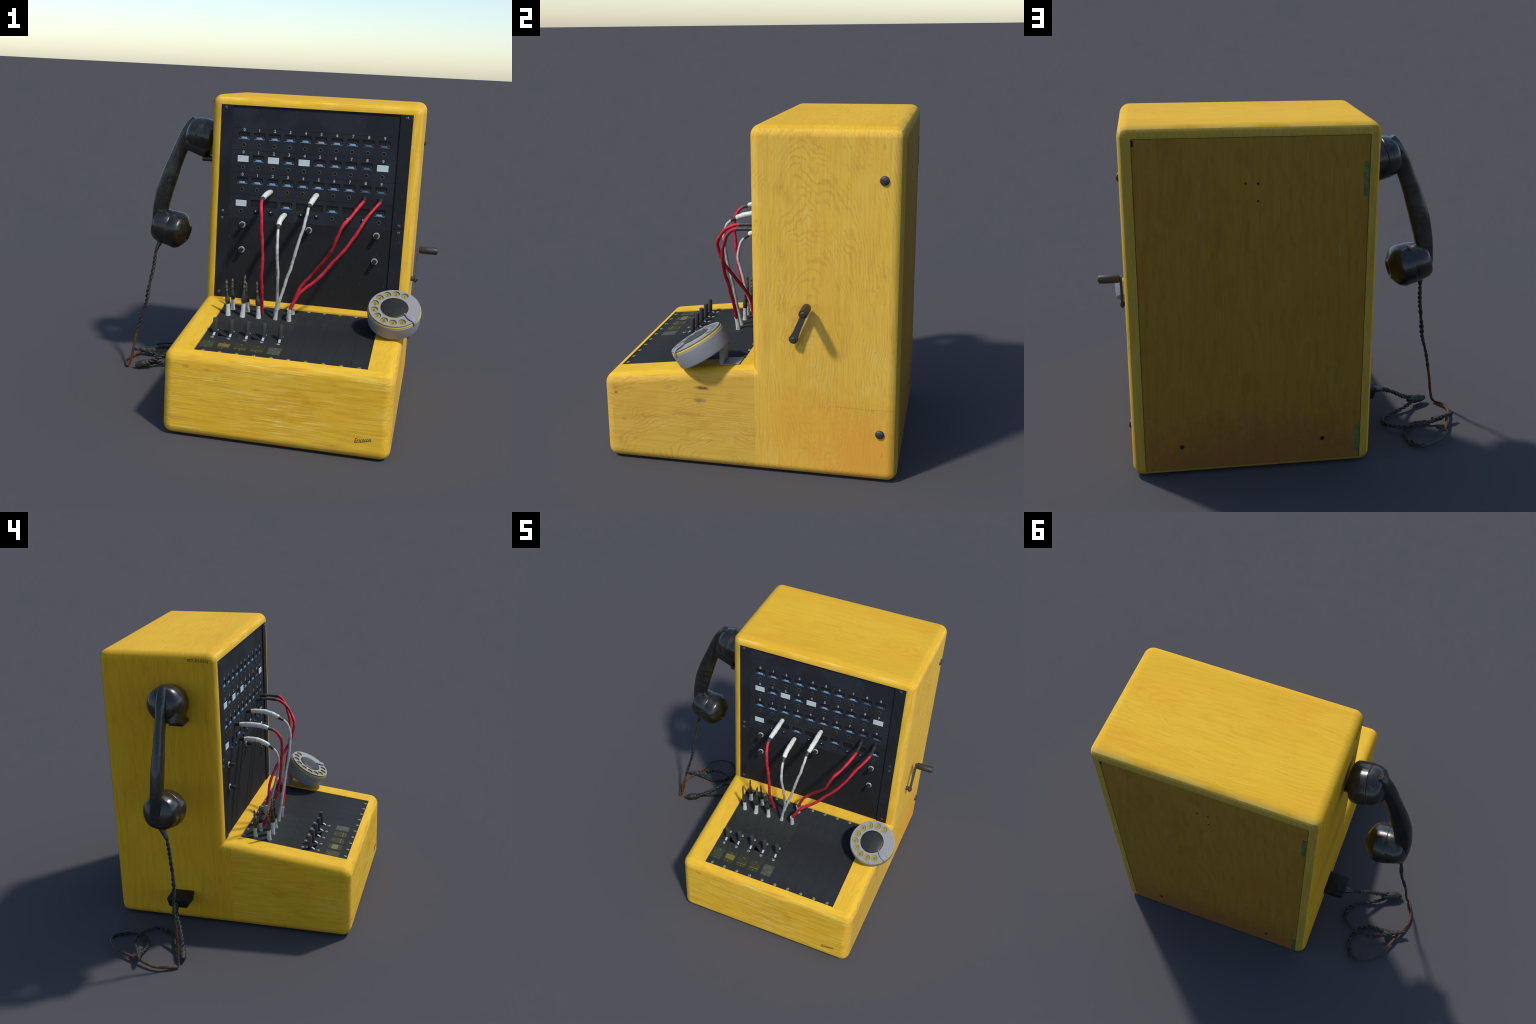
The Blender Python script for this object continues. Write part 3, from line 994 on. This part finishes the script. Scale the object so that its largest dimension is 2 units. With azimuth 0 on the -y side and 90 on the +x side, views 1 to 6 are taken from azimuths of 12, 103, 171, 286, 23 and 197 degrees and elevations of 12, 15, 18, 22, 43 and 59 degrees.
# ------------------------------------------------------------------ patch cords
SOCK = 1.269
CORDS = [
    # path, first metres that are sleeve, sleeve kind, cord material, jack at the desk end
    dict(p=[(-.0087, .040, 1.269), (-.009, -.03, 1.2725), (-.0085, -.09, 1.272), (-.012, -.150, 1.266), (-.015, -.195, 1.253), (-.014, -.225, 1.240), (-.008, -.252, 1.208), (-.003, -.266, 1.167), (.003, -.264, 1.086), (.009, -.256, 1.003), (.013, -.248, .919), (.010, -.228, .81), (.008, -.196, .72), (.006, -.158, .63), (.001, -.122, .556)],
         sleeve=0.232, white=True, cord='wire_red', jack=None),
    dict(p=[(.270, .040, 1.269), (.271, -.03, 1.274), (.271, -.09, 1.270), (.266, -.145, 1.256), (.259, -.195, 1.235), (.257, -.222, 1.219), (.256, -.246, 1.19), (.246, -.264, 1.127), (.226, -.264, 1.057), (.202, -.256, .959), (.181, -.244, .872), (.158, -.236, .806), (.134, -.228, .71), (.113, -.219, .635), (.100, -.206, .550)],
         sleeve=0.236, white=True, cord='wire_white', jack=None),
    dict(p=[(.0842, .040, 1.134), (.084, -.02, 1.1395), (.084, -.07, 1.136), (.081, -.115, 1.125), (.080, -.150, 1.107), (.083, -.178, 1.087), (.088, -.205, 1.055), (.091, -.224, .984), (.093, -.216, .92), (.097, -.192, .832), (.096, -.168, .741), (.095, -.148, .677), (.089, -.130, .61), (.083, -.114, .557)],
         sleeve=0.215, white=True, cord='wire_white', jack=None),
    dict(p=[(.5487, .040, 1.269), (.555, -.03, 1.273), (.556, -.075, 1.271), (.551, -.118, 1.265), (.53, -.172, 1.237), (.50, -.212, 1.193), (.465, -.24, 1.147), (.44, -.24, 1.088), (.412, -.22, 1.01), (.371, -.18, .935), (.308, -.14, .849), (.251, -.116, .771), (.222, -.114, .734), (.203, -.115, .688), (.184, -.104, .63), (.179, -.100, .612)],
         sleeve=0.135, white=False, cord='wire_red', jack=((.183, -.094), (.177, -.101, .628))),
    dict(p=[(.6416, .040, 1.269), (.648, -.02, 1.2705), (.648, -.06, 1.269), (.643, -.100, 1.263), (.613, -.144, 1.226), (.581, -.168, 1.179), (.554, -.188, 1.127), (.518, -.20, 1.064), (.475, -.204, .998), (.432, -.208, .942), (.379, -.204, .872), (.321, -.208, .803), (.275, -.212, .762), (.238, -.216, .723), (.205, -.216, .666), (.184, -.215, .617)],
         sleeve=0.128, white=False, cord='wire_red', jack=((.181, -.205), (.181, -.216, .623))),
]


def blend(x, a, b):
    t = max(0.0, min(1.0, (x - a) / (b - a)))
    return t * t * (3 - 2 * t)


for ci, d in enumerate(CORDS):
    pts, L = resample(catmull(d['p'], 10), 0.006)
    wob = [p + Vector((noise.noise(p * 16 + Vector((ci, 0, 0))), noise.noise(p * 16 + Vector((0, ci, 5))), 0)) * 0.0028 * blend(i / len(pts), .25, .35) * blend(i / len(pts), 1.0, .9) for i, p in enumerate(pts)]
    pts = wob
    n = len(pts) - 1
    ks = int(n * d['sleeve'] / L)
    cable = tube("patch_cable", pts[ks - 2:], lambda t, s=ci: (0.0094 if s in (0, 3, 4) else 0.0086) * (1 + 0.14 * noise.noise(Vector((t * 22, s * 3.1, 0)))) * (1 + 0.10 * blend(t, .75, 1.0)), M[d['cord']], root, 12, 0.14, ci)
    if d['white']:
        kc = 5
        tube("cord_sleeve", pts[kc:ks + 1], lambda t, s=ci: (0.0142 + 0.0022 * math.sin(t * 3.1) + 0.0012 * noise.noise(Vector((t * 9, s, 2)))) * (1 - 0.30 * blend(t, .93, 1.0)), M['sleeve'], cable, 16, 0.12, ci)
        tube("sleeve_collar", pts[0:kc + 2], lambda t: 0.0135, M['collar'], cable, 16, 0.1, ci)
        tube("sleeve_collar", pts[ks - 1:ks + 6], lambda t: 0.0118 - 0.0025 * t, M['sleeve_dark'], cable, 14, 0.15, ci)
    else:
        tube("cord_sleeve", pts[3:ks + 1], lambda t: 0.0128 * (1 - 0.28 * blend(t, 0, .35)) + 0.0012 * blend(t, .5, .9), M['sleeve_dark'], cable, 16, 0.15, ci)
        tube("sleeve_collar", pts[0:6], lambda t: 0.0148 - 0.002 * t, M['collar'], cable, 16, 0.1, ci)
    if d['jack']:
        (jx, jy), top = d['jack']
        base = on_desk(jx, jy, -0.001)
        jp = [base.lerp(Vector(top), k / 8) for k in range(9)]
        tube("cable_jack", jp, lambda t: 0.0128 + 0.0018 * (1 - t) ** 2 + 0.0006 * math.sin(t * 9), M['plug_white'], cable, 18, 0.12, ci)
    else:
        fl = pts[-9:]
        tube("cable_foot", fl, lambda t: 0.0100 + 0.0035 * t ** 2, M[d['cord']], cable, 14, 0.12, ci)

# idle cord plugs standing in their seats: white sleeve, dark shank, ringed brass tip
PLUGS = [((-.185, -.214), (-.202, -.214, .762), 1.0), ((-.180, -.120), (-.187, -.120, .752), 1.0), ((-.097, -.216), (-.089, -.214, .803), 1.06), ((-.085, -.130), (-.099, -.132, .742), 0.95), ((-.001, -.210), (-.019, -.210, .771), 1.0)]
for pi, ((bx, by), tip, fat) in enumerate(PLUGS):
    base = on_desk(bx, by, -0.001)
    tip = Vector(tip)
    line = lambda a, c, n=14: [base.lerp(tip, a + (c - a) * k / n) + Vector((0.002 * math.sin(6 * (a + (c - a) * k / n)), 0, 0)) for k in range(n + 1)]
    body_ = tube("cord_plug", line(.33, .70, 16), lambda t: fat * (0.0122 + 0.0022 * math.sin(min(1, t / .5) * 3.1) - 0.0052 * blend(t, .42, .90)), M['plug_dark'], root, 16, 0.12, pi)
    tube("plug_sleeve", line(0, .36), lambda t: fat * (0.0122 + 0.0040 * (1 - t) ** 3), M['plug_white'], body_, 18, 0.10, pi)
    tube("plug_tip", line(.68, 1.0, 26), lambda t: fat * (0.0064 + 0.0011 * math.sin(t * 19) - 0.0030 * blend(t, .82, 1.0)), M['plug_tip'], body_, 14, 0.1, pi)

# ------------------------------------------------------------------ rotary dial
DC = Vector((0.7895, -0.281, 0.712))
th, az = R(30.3), R(1.3)
DN = Vector((math.sin(th) * math.sin(az), -math.sin(th) * math.cos(az), math.cos(th)))
DX = Vector((0, 0, 1)).cross(DN).normalized()
DM = axes_matrix(DC, DN, DX)              # local z = face normal, z = 0 at the finger wheel top
dial = bm_obj("rotary_dial", lathe_bm([(0, -0.108), (0.120, -0.108), (0.140, -0.107), (0.1450, -0.103), (0.1475, -0.09), (0.1515, -0.030), (0.1510, -0.0235), (0.1485, -0.0215), (0.130, -0.0215), (0, -0.0215)], 96), M['dial_grey'], root, True, 40)
dial.matrix_basis = DM


def on_dial(ob, m=Matrix.Identity(4)):
    ob.parent = dial
    ob.matrix_parent_inverse = Matrix.Identity(4)
    ob.matrix_basis = m
    return ob


on_dial(bm_obj("dial_ring", lathe_bm([(0.125, -0.0214), (0.1482, -0.0214), (0.1492, -0.0175), (0.1488, -0.0105), (0.1470, -0.0085), (0.125, -0.0085)], 96), M['dial_ring'], None, True, 40))
on_dial(bm_obj("number_plate", lathe_bm([(0.07, -0.0100), (0.1465, -0.0100), (0.1465, -0.0076), (0.07, -0.0076)], 96), M['dial_yellow'], None, True, 40))
HOLE_A = [64.0 + 25.66 * i for i in range(10)]
HR = 0.1142
loops = [circle(0, 0, 0.1435, 110), circle(0, 0, 0.075, 80)] + [circle(HR * math.cos(R(a)), HR * math.sin(R(a)), 0.0228, 32) for a in HOLE_A]
wheel = curve_plate("finger_wheel", loops, 0.0018, 0.0016, M['dial_grey'], None, Matrix.Identity(4))
on_dial(wheel, Matrix.Translation((0, 0, -0.0026)))
on_dial(bm_obj("cap_ring", lathe_bm([(0.074, -0.006), (0.0805, -0.006), (0.0805, 0.0008), (0.0795, 0.0022), (0.0775, 0.0022), (0.074, 0.0)], 80), M['dial_ring'], None, True, 40))
on_dial(bm_obj("dial_cap", lathe_bm([(0.0785, -0.004), (0.0785, 0.0025), (0.070, 0.0048), (0.045, 0.0078), (0.02, 0.0092), (0, 0.0096)], 80), M['dial_cap'], None, True))
for i, a in enumerate(HOLE_A):
    o = link(bpy.data.objects.new("dial_digit", text_mesh("dial_digit", str((i + 1) % 10), 0.031, mat=M['dial_digit'])))
    on_dial(o, Matrix.Translation((HR * math.cos(R(a)), HR * math.sin(R(a)), -0.0073)) @ Matrix.Rotation(R(-4), 4, 'Z'))
# finger stop: a bent tongue from the cap's rim over the edge of the wheel
st = bmesh.new()
secs = []
for r_, h_, w_ in ((0.070, 0.0090, 0.0015), (0.082, 0.0098, 0.0055), (0.100, 0.0105, 0.0125), (0.122, 0.0110, 0.0165), (0.140, 0.0095, 0.0130), (0.1505, 0.0030, 0.0105), (0.1555, -0.010, 0.0085), (0.1560, -0.022, 0.0065)):
    secs.append([st.verts.new((r_, s * w_, h_ + dz)) for s, dz in ((-1, -0.0015), (-.6, 0.0015), (.6, 0.0015), (1, -0.0015))] + [st.verts.new((r_ - (0.006 if h_ < 0.006 else 0), s * w_ * .9, h_ - (0.0055 if h_ > 0.006 else 0.002))) for s in (1, -1)])
for A, B in zip(secs, secs[1:]):
    for i in range(6):
        j = (i + 1) % 6
        st.faces.new((A[i], B[i], B[j], A[j]))
st.faces.new(secs[0])
st.faces.new(secs[-1][::-1])
on_dial(bm_obj("finger_stop", st, M['dial_grey'], None, True, 50), Matrix.Rotation(R(-38), 4, 'Z'))
# bent sheet bracket that carries the dial
bw0, bw1 = 0.703, 0.798
yf = -0.150
path = [(yf, 0.700), (yf, 0.600), (yf, desk_z(yf) + 0.020), (yf + 0.004, desk_z(yf) + 0.008), (yf + 0.014, desk_z(yf) + 0.004), (yf + 0.05, desk_z(yf + .05) + 0.0025), (-0.043, desk_z(-0.043) + 0.0025)]
bb = bmesh.new()
rows = []
for i, (y, z) in enumerate(path):
    a = Vector((0, *path[max(0, i - 1)]))
    c = Vector((0, *path[min(len(path) - 1, i + 1)]))
    t = (c - a).normalized()
    nrm = Vector((0, -t.z, t.y))
    p = Vector((0, y, z))
    q = p + nrm * 0.024 if i < 2 else p + nrm * (0.024 if i == 2 else 0.004)
    q = p + (Vector((0, 0.022, 0)) if z > desk_z(y) + 0.015 else Vector((0, 0.010, 0.004)) if i == 3 else Vector((0, 0, 0.006)))
    rows.append([bb.verts.new((bw0, p.y, p.z)), bb.verts.new((bw1, p.y, p.z)), bb.verts.new((bw1, q.y, q.z)), bb.verts.new((bw0, q.y, q.z))])
for A, B in zip(rows, rows[1:]):
    for i in range(4):
        j = (i + 1) % 4
        bb.faces.new((A[i], A[j], B[j], B[i]))
bb.faces.new(rows[0])
bb.faces.new(rows[-1][::-1])
bm_obj("dial_bracket", bb, M['dial_grey'], root, True, 40)

# ------------------------------------------------------------------ magneto crank and side bolts
P0, P1 = Vector((0, 0.259, 0.768)), Vector((0, 0.328, 0.939))
dirv = (P1 - P0).normalized()
perp = Vector((0, -dirv.z, dirv.y))
outl = []
for k in range(13):
    a = math.pi * k / 12
    outl.append(P0 + 0.0225 * (perp * math.cos(a) - dirv * math.sin(a)))
outl.append(P0 + dirv * 0.035 - perp * 0.0165)
outl.append(P1 - dirv * 0.03 - perp * 0.0140)
for k in range(13):
    a = math.pi * k / 12
    outl.append(P1 + 0.0150 * (-perp * math.cos(a) + dirv * math.sin(a)))
outl.append(P1 - dirv * 0.03 + perp * 0.0140)
outl.append(P0 + dirv * 0.035 + perp * 0.0165)
cb = bmesh.new()
f = cb.faces.new([cb.verts.new((0.8735, p.y, p.z)) for p in outl])
ex = bmesh.ops.extrude_face_region(cb, geom=[f])
for v in [g for g in ex['geom'] if isinstance(g, bmesh.types.BMVert)]:
    v.co.x = 0.8865
bmesh.ops.recalc_face_normals(cb, faces=cb.faces)
bmesh.ops.bevel(cb, geom=[e for e in cb.edges if abs(e.verts[0].co.x - e.verts[1].co.x) < 1e-6], offset=0.002, segments=2, affect='EDGES')
crank = bm_obj("crank_arm", cb, M['iron'], root, True, 40)
SIDE = (1, 0, 0)
axle = bm_obj("crank_axle", lathe_bm([(0.0145, 0), (0.0145, 0.026)], 24), M['iron'], crank, True)
axle.matrix_basis = axes_matrix((0.8485, P0.y, P0.z), SIDE, (0, 1, 0))
hb = slotted("crank_screw", 0.0135, 0.007, 0.0016, M['iron'], crank)
hb.matrix_basis = axes_matrix((0.886, P0.y, P0.z), SIDE, (0, 1, 0.15))
grip = bm_obj("crank_grip", lathe_bm([(0, 0), (0.0210, 0), (0.0228, 0.003), (0.0232, 0.05), (0.0228, 0.103), (0.021, 0.1075), (0, 0.1075)], 36), M['crank_grip'], crank, True, 40)
grip.matrix_basis = axes_matrix((0.8875, P1.y, P1.z), SIDE, (0, 1, 0))
hb2 = repeat(hb, crank, matrix=axes_matrix((0.9945, P1.y, P1.z), SIDE, (0, 1, 0.15)) @ Matrix.Diagonal((1.02, 1.02, .8, 1)))
domep = lathe_bm([(0.0232, 0), (0.0232, 0.003), (0.0210, 0.0080), (0.015, 0.0115), (0.007, 0.0132), (0, 0.0136)], 32)
bolt = bm_obj("side_bolt", domep, M['iron'], root, True)
for i, (y, z) in enumerate(((0.693, 1.576), (0.697, 0.274))):
    m = axes_matrix((X1 - .0005, y, z), SIDE, (0, 1, -0.35 if i == 0 else 0.25))
    bo = bolt if i == 0 else repeat(bolt, root)
    bo.matrix_basis = m
    slot = bm_obj("bolt_slot", box_bm((-0.0155, -0.0012, 0.0102), (0.0155, 0.0012, 0.0139), 0.0006, 1), M['hole'], None)
    slot.parent = bo
    slot.matrix_parent_inverse = Matrix.Identity(4)

# ------------------------------------------------------------------ handset
HY = 0.291
SPINE = [(-.566, .296, 1.662, .024, .024), (-.592, .296, 1.615, .040, .034), (-.622, .294, 1.550, .050, .036), (-.652, .292, 1.480, .051, .033), (-.684, .291, 1.400, .052, .034), (-.714, .290, 1.320, .056, .037), (-.741, .290, 1.240, .058, .040), (-.763, .291, 1.165, .058, .042), (-.779, .293, 1.090, .054, .043), (-.788, .296, 1.010, .052, .043), (-.788, .300, .935, .050, .043), (-.778, .302, .880, .040, .036)]
cent = catmull([(s[0] - 0.004, s[1] + 0.006, s[2] + 0.001) for s in SPINE], 8)
wid = catmull([(s[3], s[4], 0) for s in SPINE], 8)
hbm = bmesh.new()
rings = []
for i, p in enumerate(cent):
    a, c = cent[max(0, i - 1)], cent[min(len(cent) - 1, i + 1)]
    t = (c - a).normalized()
    side = Vector((0, 1, 0))
    out = t.cross(side).normalized()
    ring = []
    for k in range(28):
        an = 2 * math.pi * k / 28
        cx, cy = math.cos(an), math.sin(an)
        e = 0.72                                  # slightly boxy section
        cx, cy = math.copysign(abs(cx) ** e, cx), math.copysign(abs(cy) ** e, cy)
        q = p + out * cx * wid[i].x * 0.93 + side * cy * wid[i].y * 0.86
        q += (out * cx + side * cy) * 0.0028 * noise.noise(q * 11)
        ring.append(hbm.verts.new(q))
    rings.append(ring)
for A, B in zip(rings, rings[1:]):
    for k in range(28):
        j = (k + 1) % 28
        hbm.faces.new((A[k], A[j], B[j], B[k]))
hbm.faces.new(rings[0][::-1])
hbm.faces.new(rings[-1])
handset = bm_obj("handset_handle", hbm, M['bakelite'], root, True, 50)


def cup(name, origin, axis, profile, n=56, lump=0.003):
    bmc = lathe_bm(profile, n)
    m = axes_matrix(origin, axis, (0, 1, 0))
    for v in bmc.verts:
        q = m @ v.co
        rad = Vector((v.co.x, v.co.y, 0))
        v.co = q + (m.to_3x3() @ rad.normalized() if rad.length > 1e-6 else Vector()) * lump * noise.noise(q * 14 + Vector((3, 0, 0)))
    return bm_obj(name, bmc, M['bakelite'], handset, True, 32)


AX = (0.968, 0.0, -0.25)
cup("mouthpiece", (-0.658, 0.291, 0.932), AX, [(0, -0.174), (0.062, -0.171), (0.088, -0.161), (0.103, -0.142), (0.111, -0.110), (0.1135, -0.072), (0.1125, -0.066), (0.1155, -0.062), (0.1185, -0.030), (0.1210, -0.003), (0.118, 0.006), (0.104, 0.030), (0.082, 0.048), (0.064, 0.060), (0.055, 0.068), (0.046, 0.068), (0.038, 0.056), (0, 0.052)], lump=0.006)
EO = (-0.600, 0.303, 1.572)
cup("earpiece", EO, AX, [(0, -0.022), (0.045, -0.019), (0.074, -0.011), (0.092, 0.000), (0.102, 0.016), (0.1085, 0.036), (0.1125, 0.060), (0.1105, 0.064), (0.1145, 0.068), (0.1165, 0.130), (0.115, 0.150), (0.106, 0.163), (0.088, 0.170), (0.050, 0.168), (0, 0.167)], lump=0.004)
# squared skirt under the earpiece with a bright rolled rim
sk = [(-0.090, -0.035), (-0.096, -0.080), (-0.086, -0.103), (-0.045, -0.113), (0.0, -0.114), (0.020, -0.100), (0.0, -0.02)]
sm = axes_matrix(EO, AX, (0, 1, 0))           # local x = world y, local y = up
skb = bmesh.new()
ends = []
for h in (0.004, 0.060, 0.150):
    g = 0.96 + 0.8 * h
    ends.append([skb.verts.new(sm @ Vector((a * g, -b * g, h))) for a, b in sk] if (sm.to_3x3() @ Vector((0, 1, 0))).z < 0 else [skb.verts.new(sm @ Vector((a * g, b * g, h))) for a, b in sk])
for A, B in zip(ends, ends[1:]):
    for k in range(len(sk)):
        q = (k + 1) % len(sk)
        skb.faces.new((A[k], A[q], B[q], B[k]))
skb.faces.new(ends[0])
skb.faces.new(ends[-1][::-1])
bmesh.ops.recalc_face_normals(skb, faces=skb.faces)
bmesh.ops.bevel(skb, geom=skb.edges[:], offset=0.004, segments=2, affect='EDGES')
bm_obj("earpiece_skirt", skb, M['bakelite'], handset, True, 40)
hk = box_bm((-0.500, 0.215, 1.404), (-0.394, 0.312, 1.432), 0.008, 3)
bm_obj("handset_hook", hk, M['bakelite'], root, True, 40)

# ------------------------------------------------------------------ cords on the floor side
def twisted(name, path, r=0.0070, off=0.0062, pitch=0.066, parent=None, mat='braid', taper=None):
    pts, L = resample(catmull(path, 8), 0.0045)
    T, N = frames(pts)
    bmt = bmesh.new()
    s = 0.0
    for st_ in (0, 1):
        line_ = []
        s = 0.0
        for i, p in enumerate(pts):
            if i:
                s += (pts[i] - pts[i - 1]).length
            a = 2 * math.pi * s / pitch + math.pi * st_ + 1.6 * noise.noise(p * 12)
            o_ = off * max(0.25, 0.85 + 0.8 * noise.noise(p * 17))
            q = p + (N[i][0] * math.cos(a) + N[i][1] * math.sin(a)) * o_
            q.z = max(q.z, r + 0.0008)
            line_.append(q)
        tube_into(bmt, line_, lambda t: r * (1 + 0.30 * noise.noise(Vector((t * L * 34, st_ * 4, 1)))), 10, 0.25, st_)
    return bm_obj(name, bmt, M[mat], parent, True, 60)


cord = twisted("handset_cord", [(-.783, .278, .850), (-.790, .266, .824), (-.797, .250, .785), (-.806, .236, .69), (-.819, .224, .611), (-.83, .216, .534), (-.843, .212, .449), (-.86, .214, .388), (-.879, .206, .316), (-.893, .196, .250)], parent=root)
tube("cord_boot", [Vector(v) for v in ((-.774, .290, .868), (-.782, .281, .850), (-.790, .267, .826), (-.796, .254, .800))], lambda t: 0.024 - 0.013 * t, M['bakelite'], cord, 14, 0.15)
brown_path = [(-.892, .197, .258), (-.908, .188, .179), (-.922, .184, .086), (-.936, .178, .028), (-.952, .179, .0095), (-.969, .208, .014), (-.987, .26, .018), (-.9915, .32, .018), (-.968, .39, .022), (-.945, .437, .026), (-.926, .489, .026), (-.898, .556, .024)]
bp, bl = resample(catmull(brown_path, 10), 0.006)
for q in bp:
    q.z = max(q.z, 0.0085)
tube("cord_jacket", bp, lambda t: 0.0082 * (1 + 0.10 * noise.noise(Vector((t * 30, 1, 0)))), M['brown'], cord, 12, 0.18, 3)
gp, gl = resample(catmull([(-.900, .549, .024), (-.896, .575, .028), (-.890, .605, .034), (-.858, .643, .034), (-.820, .677, .032), (-.766, .699, .023), (-.723, .698, .017), (-.700, .686, .015)], 10), 0.006)
tube("cord_core", gp, lambda t: 0.0068 + 0.0012 * t, M['cord_grey'], cord, 12, 0.15, 4)
floor_a = [(-.740, .699, .020), (-.706, .688, .016), (-.687, .672, .015), (-.662, .627, .016), (-.655, .574, .018), (-.672, .521, .019), (-.700, .486, .019), (-.744, .452, .017), (-.790, .440, .017), (-.845, .441, .022), (-.896, .437, .032), (-.940, .429, .044), (-.986, .414, .048)]
floor_b = [(-.984, .416, .050), (-.920, .449, .052), (-.878, .473, .054), (-.804, .517, .053), (-.748, .526, .052), (-.699, .520, .045), (-.670, .518, .040), (-.622, .492, .032), (-.588, .462, .029), (-.572, .428, .023), (-.585, .369, .016), (-.630, .322, .015), (-.702, .283, .020), (-.765, .247, .028), (-.805, .213, .031), (-.870, .176, .030)]
floor_c = [(-.873, .171, .030), (-.820, .186, .042), (-.752, .220, .072), (-.682, .255, .120), (-.616, .297, .164), (-.570, .313, .180), (-.530, .324, .188)]
twisted("floor_cord", floor_a, r=0.0072, parent=cord)
twisted("floor_cord", floor_b, r=0.0068, parent=cord)
twisted("floor_cord", floor_c, r=0.0085, off=0.0072, pitch=0.06, parent=cord)
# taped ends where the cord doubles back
tape1 = resample(catmull([(-.850, .462, .042), (-.880, .456, .043), (-.915, .443, .045), (-.960, .425, .048), (-.992, .413, .049)], 8), 0.006)[0]
tube("cord_tape", tape1, lambda t: 0.021 * (1 - .72 * blend(t, .15, .95)), M['braid'], cord, 14, 0.35, 5, flat=0.75)
tape2 = resample(catmull([(-.770, .228, .050), (-.805, .206, .042), (-.840, .186, .036), (-.872, .172, .031), (-.893, .165, .029)], 8), 0.006)[0]
tube("cord_tape", tape2, lambda t: 0.011 + 0.013 * blend(t, 0, .45) - 0.010 * blend(t, .75, 1), M['braid'], cord, 14, 0.35, 6, flat=1.0)

# wall terminal block
tb = box_bm((-0.530, 0.248, 0.153), (-0.394, 0.400, 0.228), 0.010, 3)
for v in tb.verts:
    if v.co.x < -0.48:
        v.co.z += 0.004
        v.co.y = 0.325 + (v.co.y - 0.325) * 0.96
    if v.co.z < 0.19:
        v.co.y = 0.325 + (v.co.y - 0.325) * 0.86
        v.co.x += 0.012 * (1 if v.co.x < -0.48 else 0)
    v.co += Vector((1, 1, 1)) * 0.003 * noise.noise(v.co * 25)
M['block'] = plain("matt_bakelite", (0.012, 0.013, 0.011), 0.55, 0, 0.3, 0.3, 30)
block = bm_obj("terminal_block", tb, M['block'], root, True, 40)
tube("block_boot", [Vector(v) for v in ((-.520, .326, .188), (-.538, .325, .188), (-.556, .319, .184), (-.578, .311, .178))], lambda t: 0.024 - 0.012 * t, M['bakelite'], block, 14, 0.15)

# ------------------------------------------------------------------ writing
o = link(bpy.data.objects.new("inventory_number", text_mesh("inventory_number", "MT-01525(", 0.0300, 0.15, 0.0004, M['ink_faint'], 0.0)), boards['side_l'])
m = Matrix.Identity(4)
for i, v in enumerate(((0, -1, 0), (0, 0, 1), (-1, 0, 0))):
    for j in range(3):
        m[j][i] = v[j]
m.translation = (X0 - 0.0003, 0.1395, 1.786)
o.matrix_basis = m @ Matrix.Rotation(R(-1), 4, 'Z')
o = link(bpy.data.objects.new("maker_signature", text_mesh("maker_signature", "Ericsson", 0.0340, 0.5, 0.0004, M['ink'], 0.0004)), boards['base_f'])
o.matrix_basis = axes_matrix((0.701, YF - 0.0003, 0.1165), FRONT) @ Matrix.Rotation(R(9), 4, 'Z') @ Matrix.Diagonal((0.78, 1, 1, 1))
ul = [Vector((x, YF, z)) for x, z in ((.667, .0975), (.685, .1010), (.705, .1075), (.722, .113), (.742, .1155), (.752, .119))]
tube("signature_stroke", ul, lambda t: 0.0011 * (1 - .6 * t), M['ink'], boards['base_f'], 8)

for ob in bpy.data.objects:
    if ob.parent is None and ob is not root:
        raise RuntimeError("loose object " + ob.name)
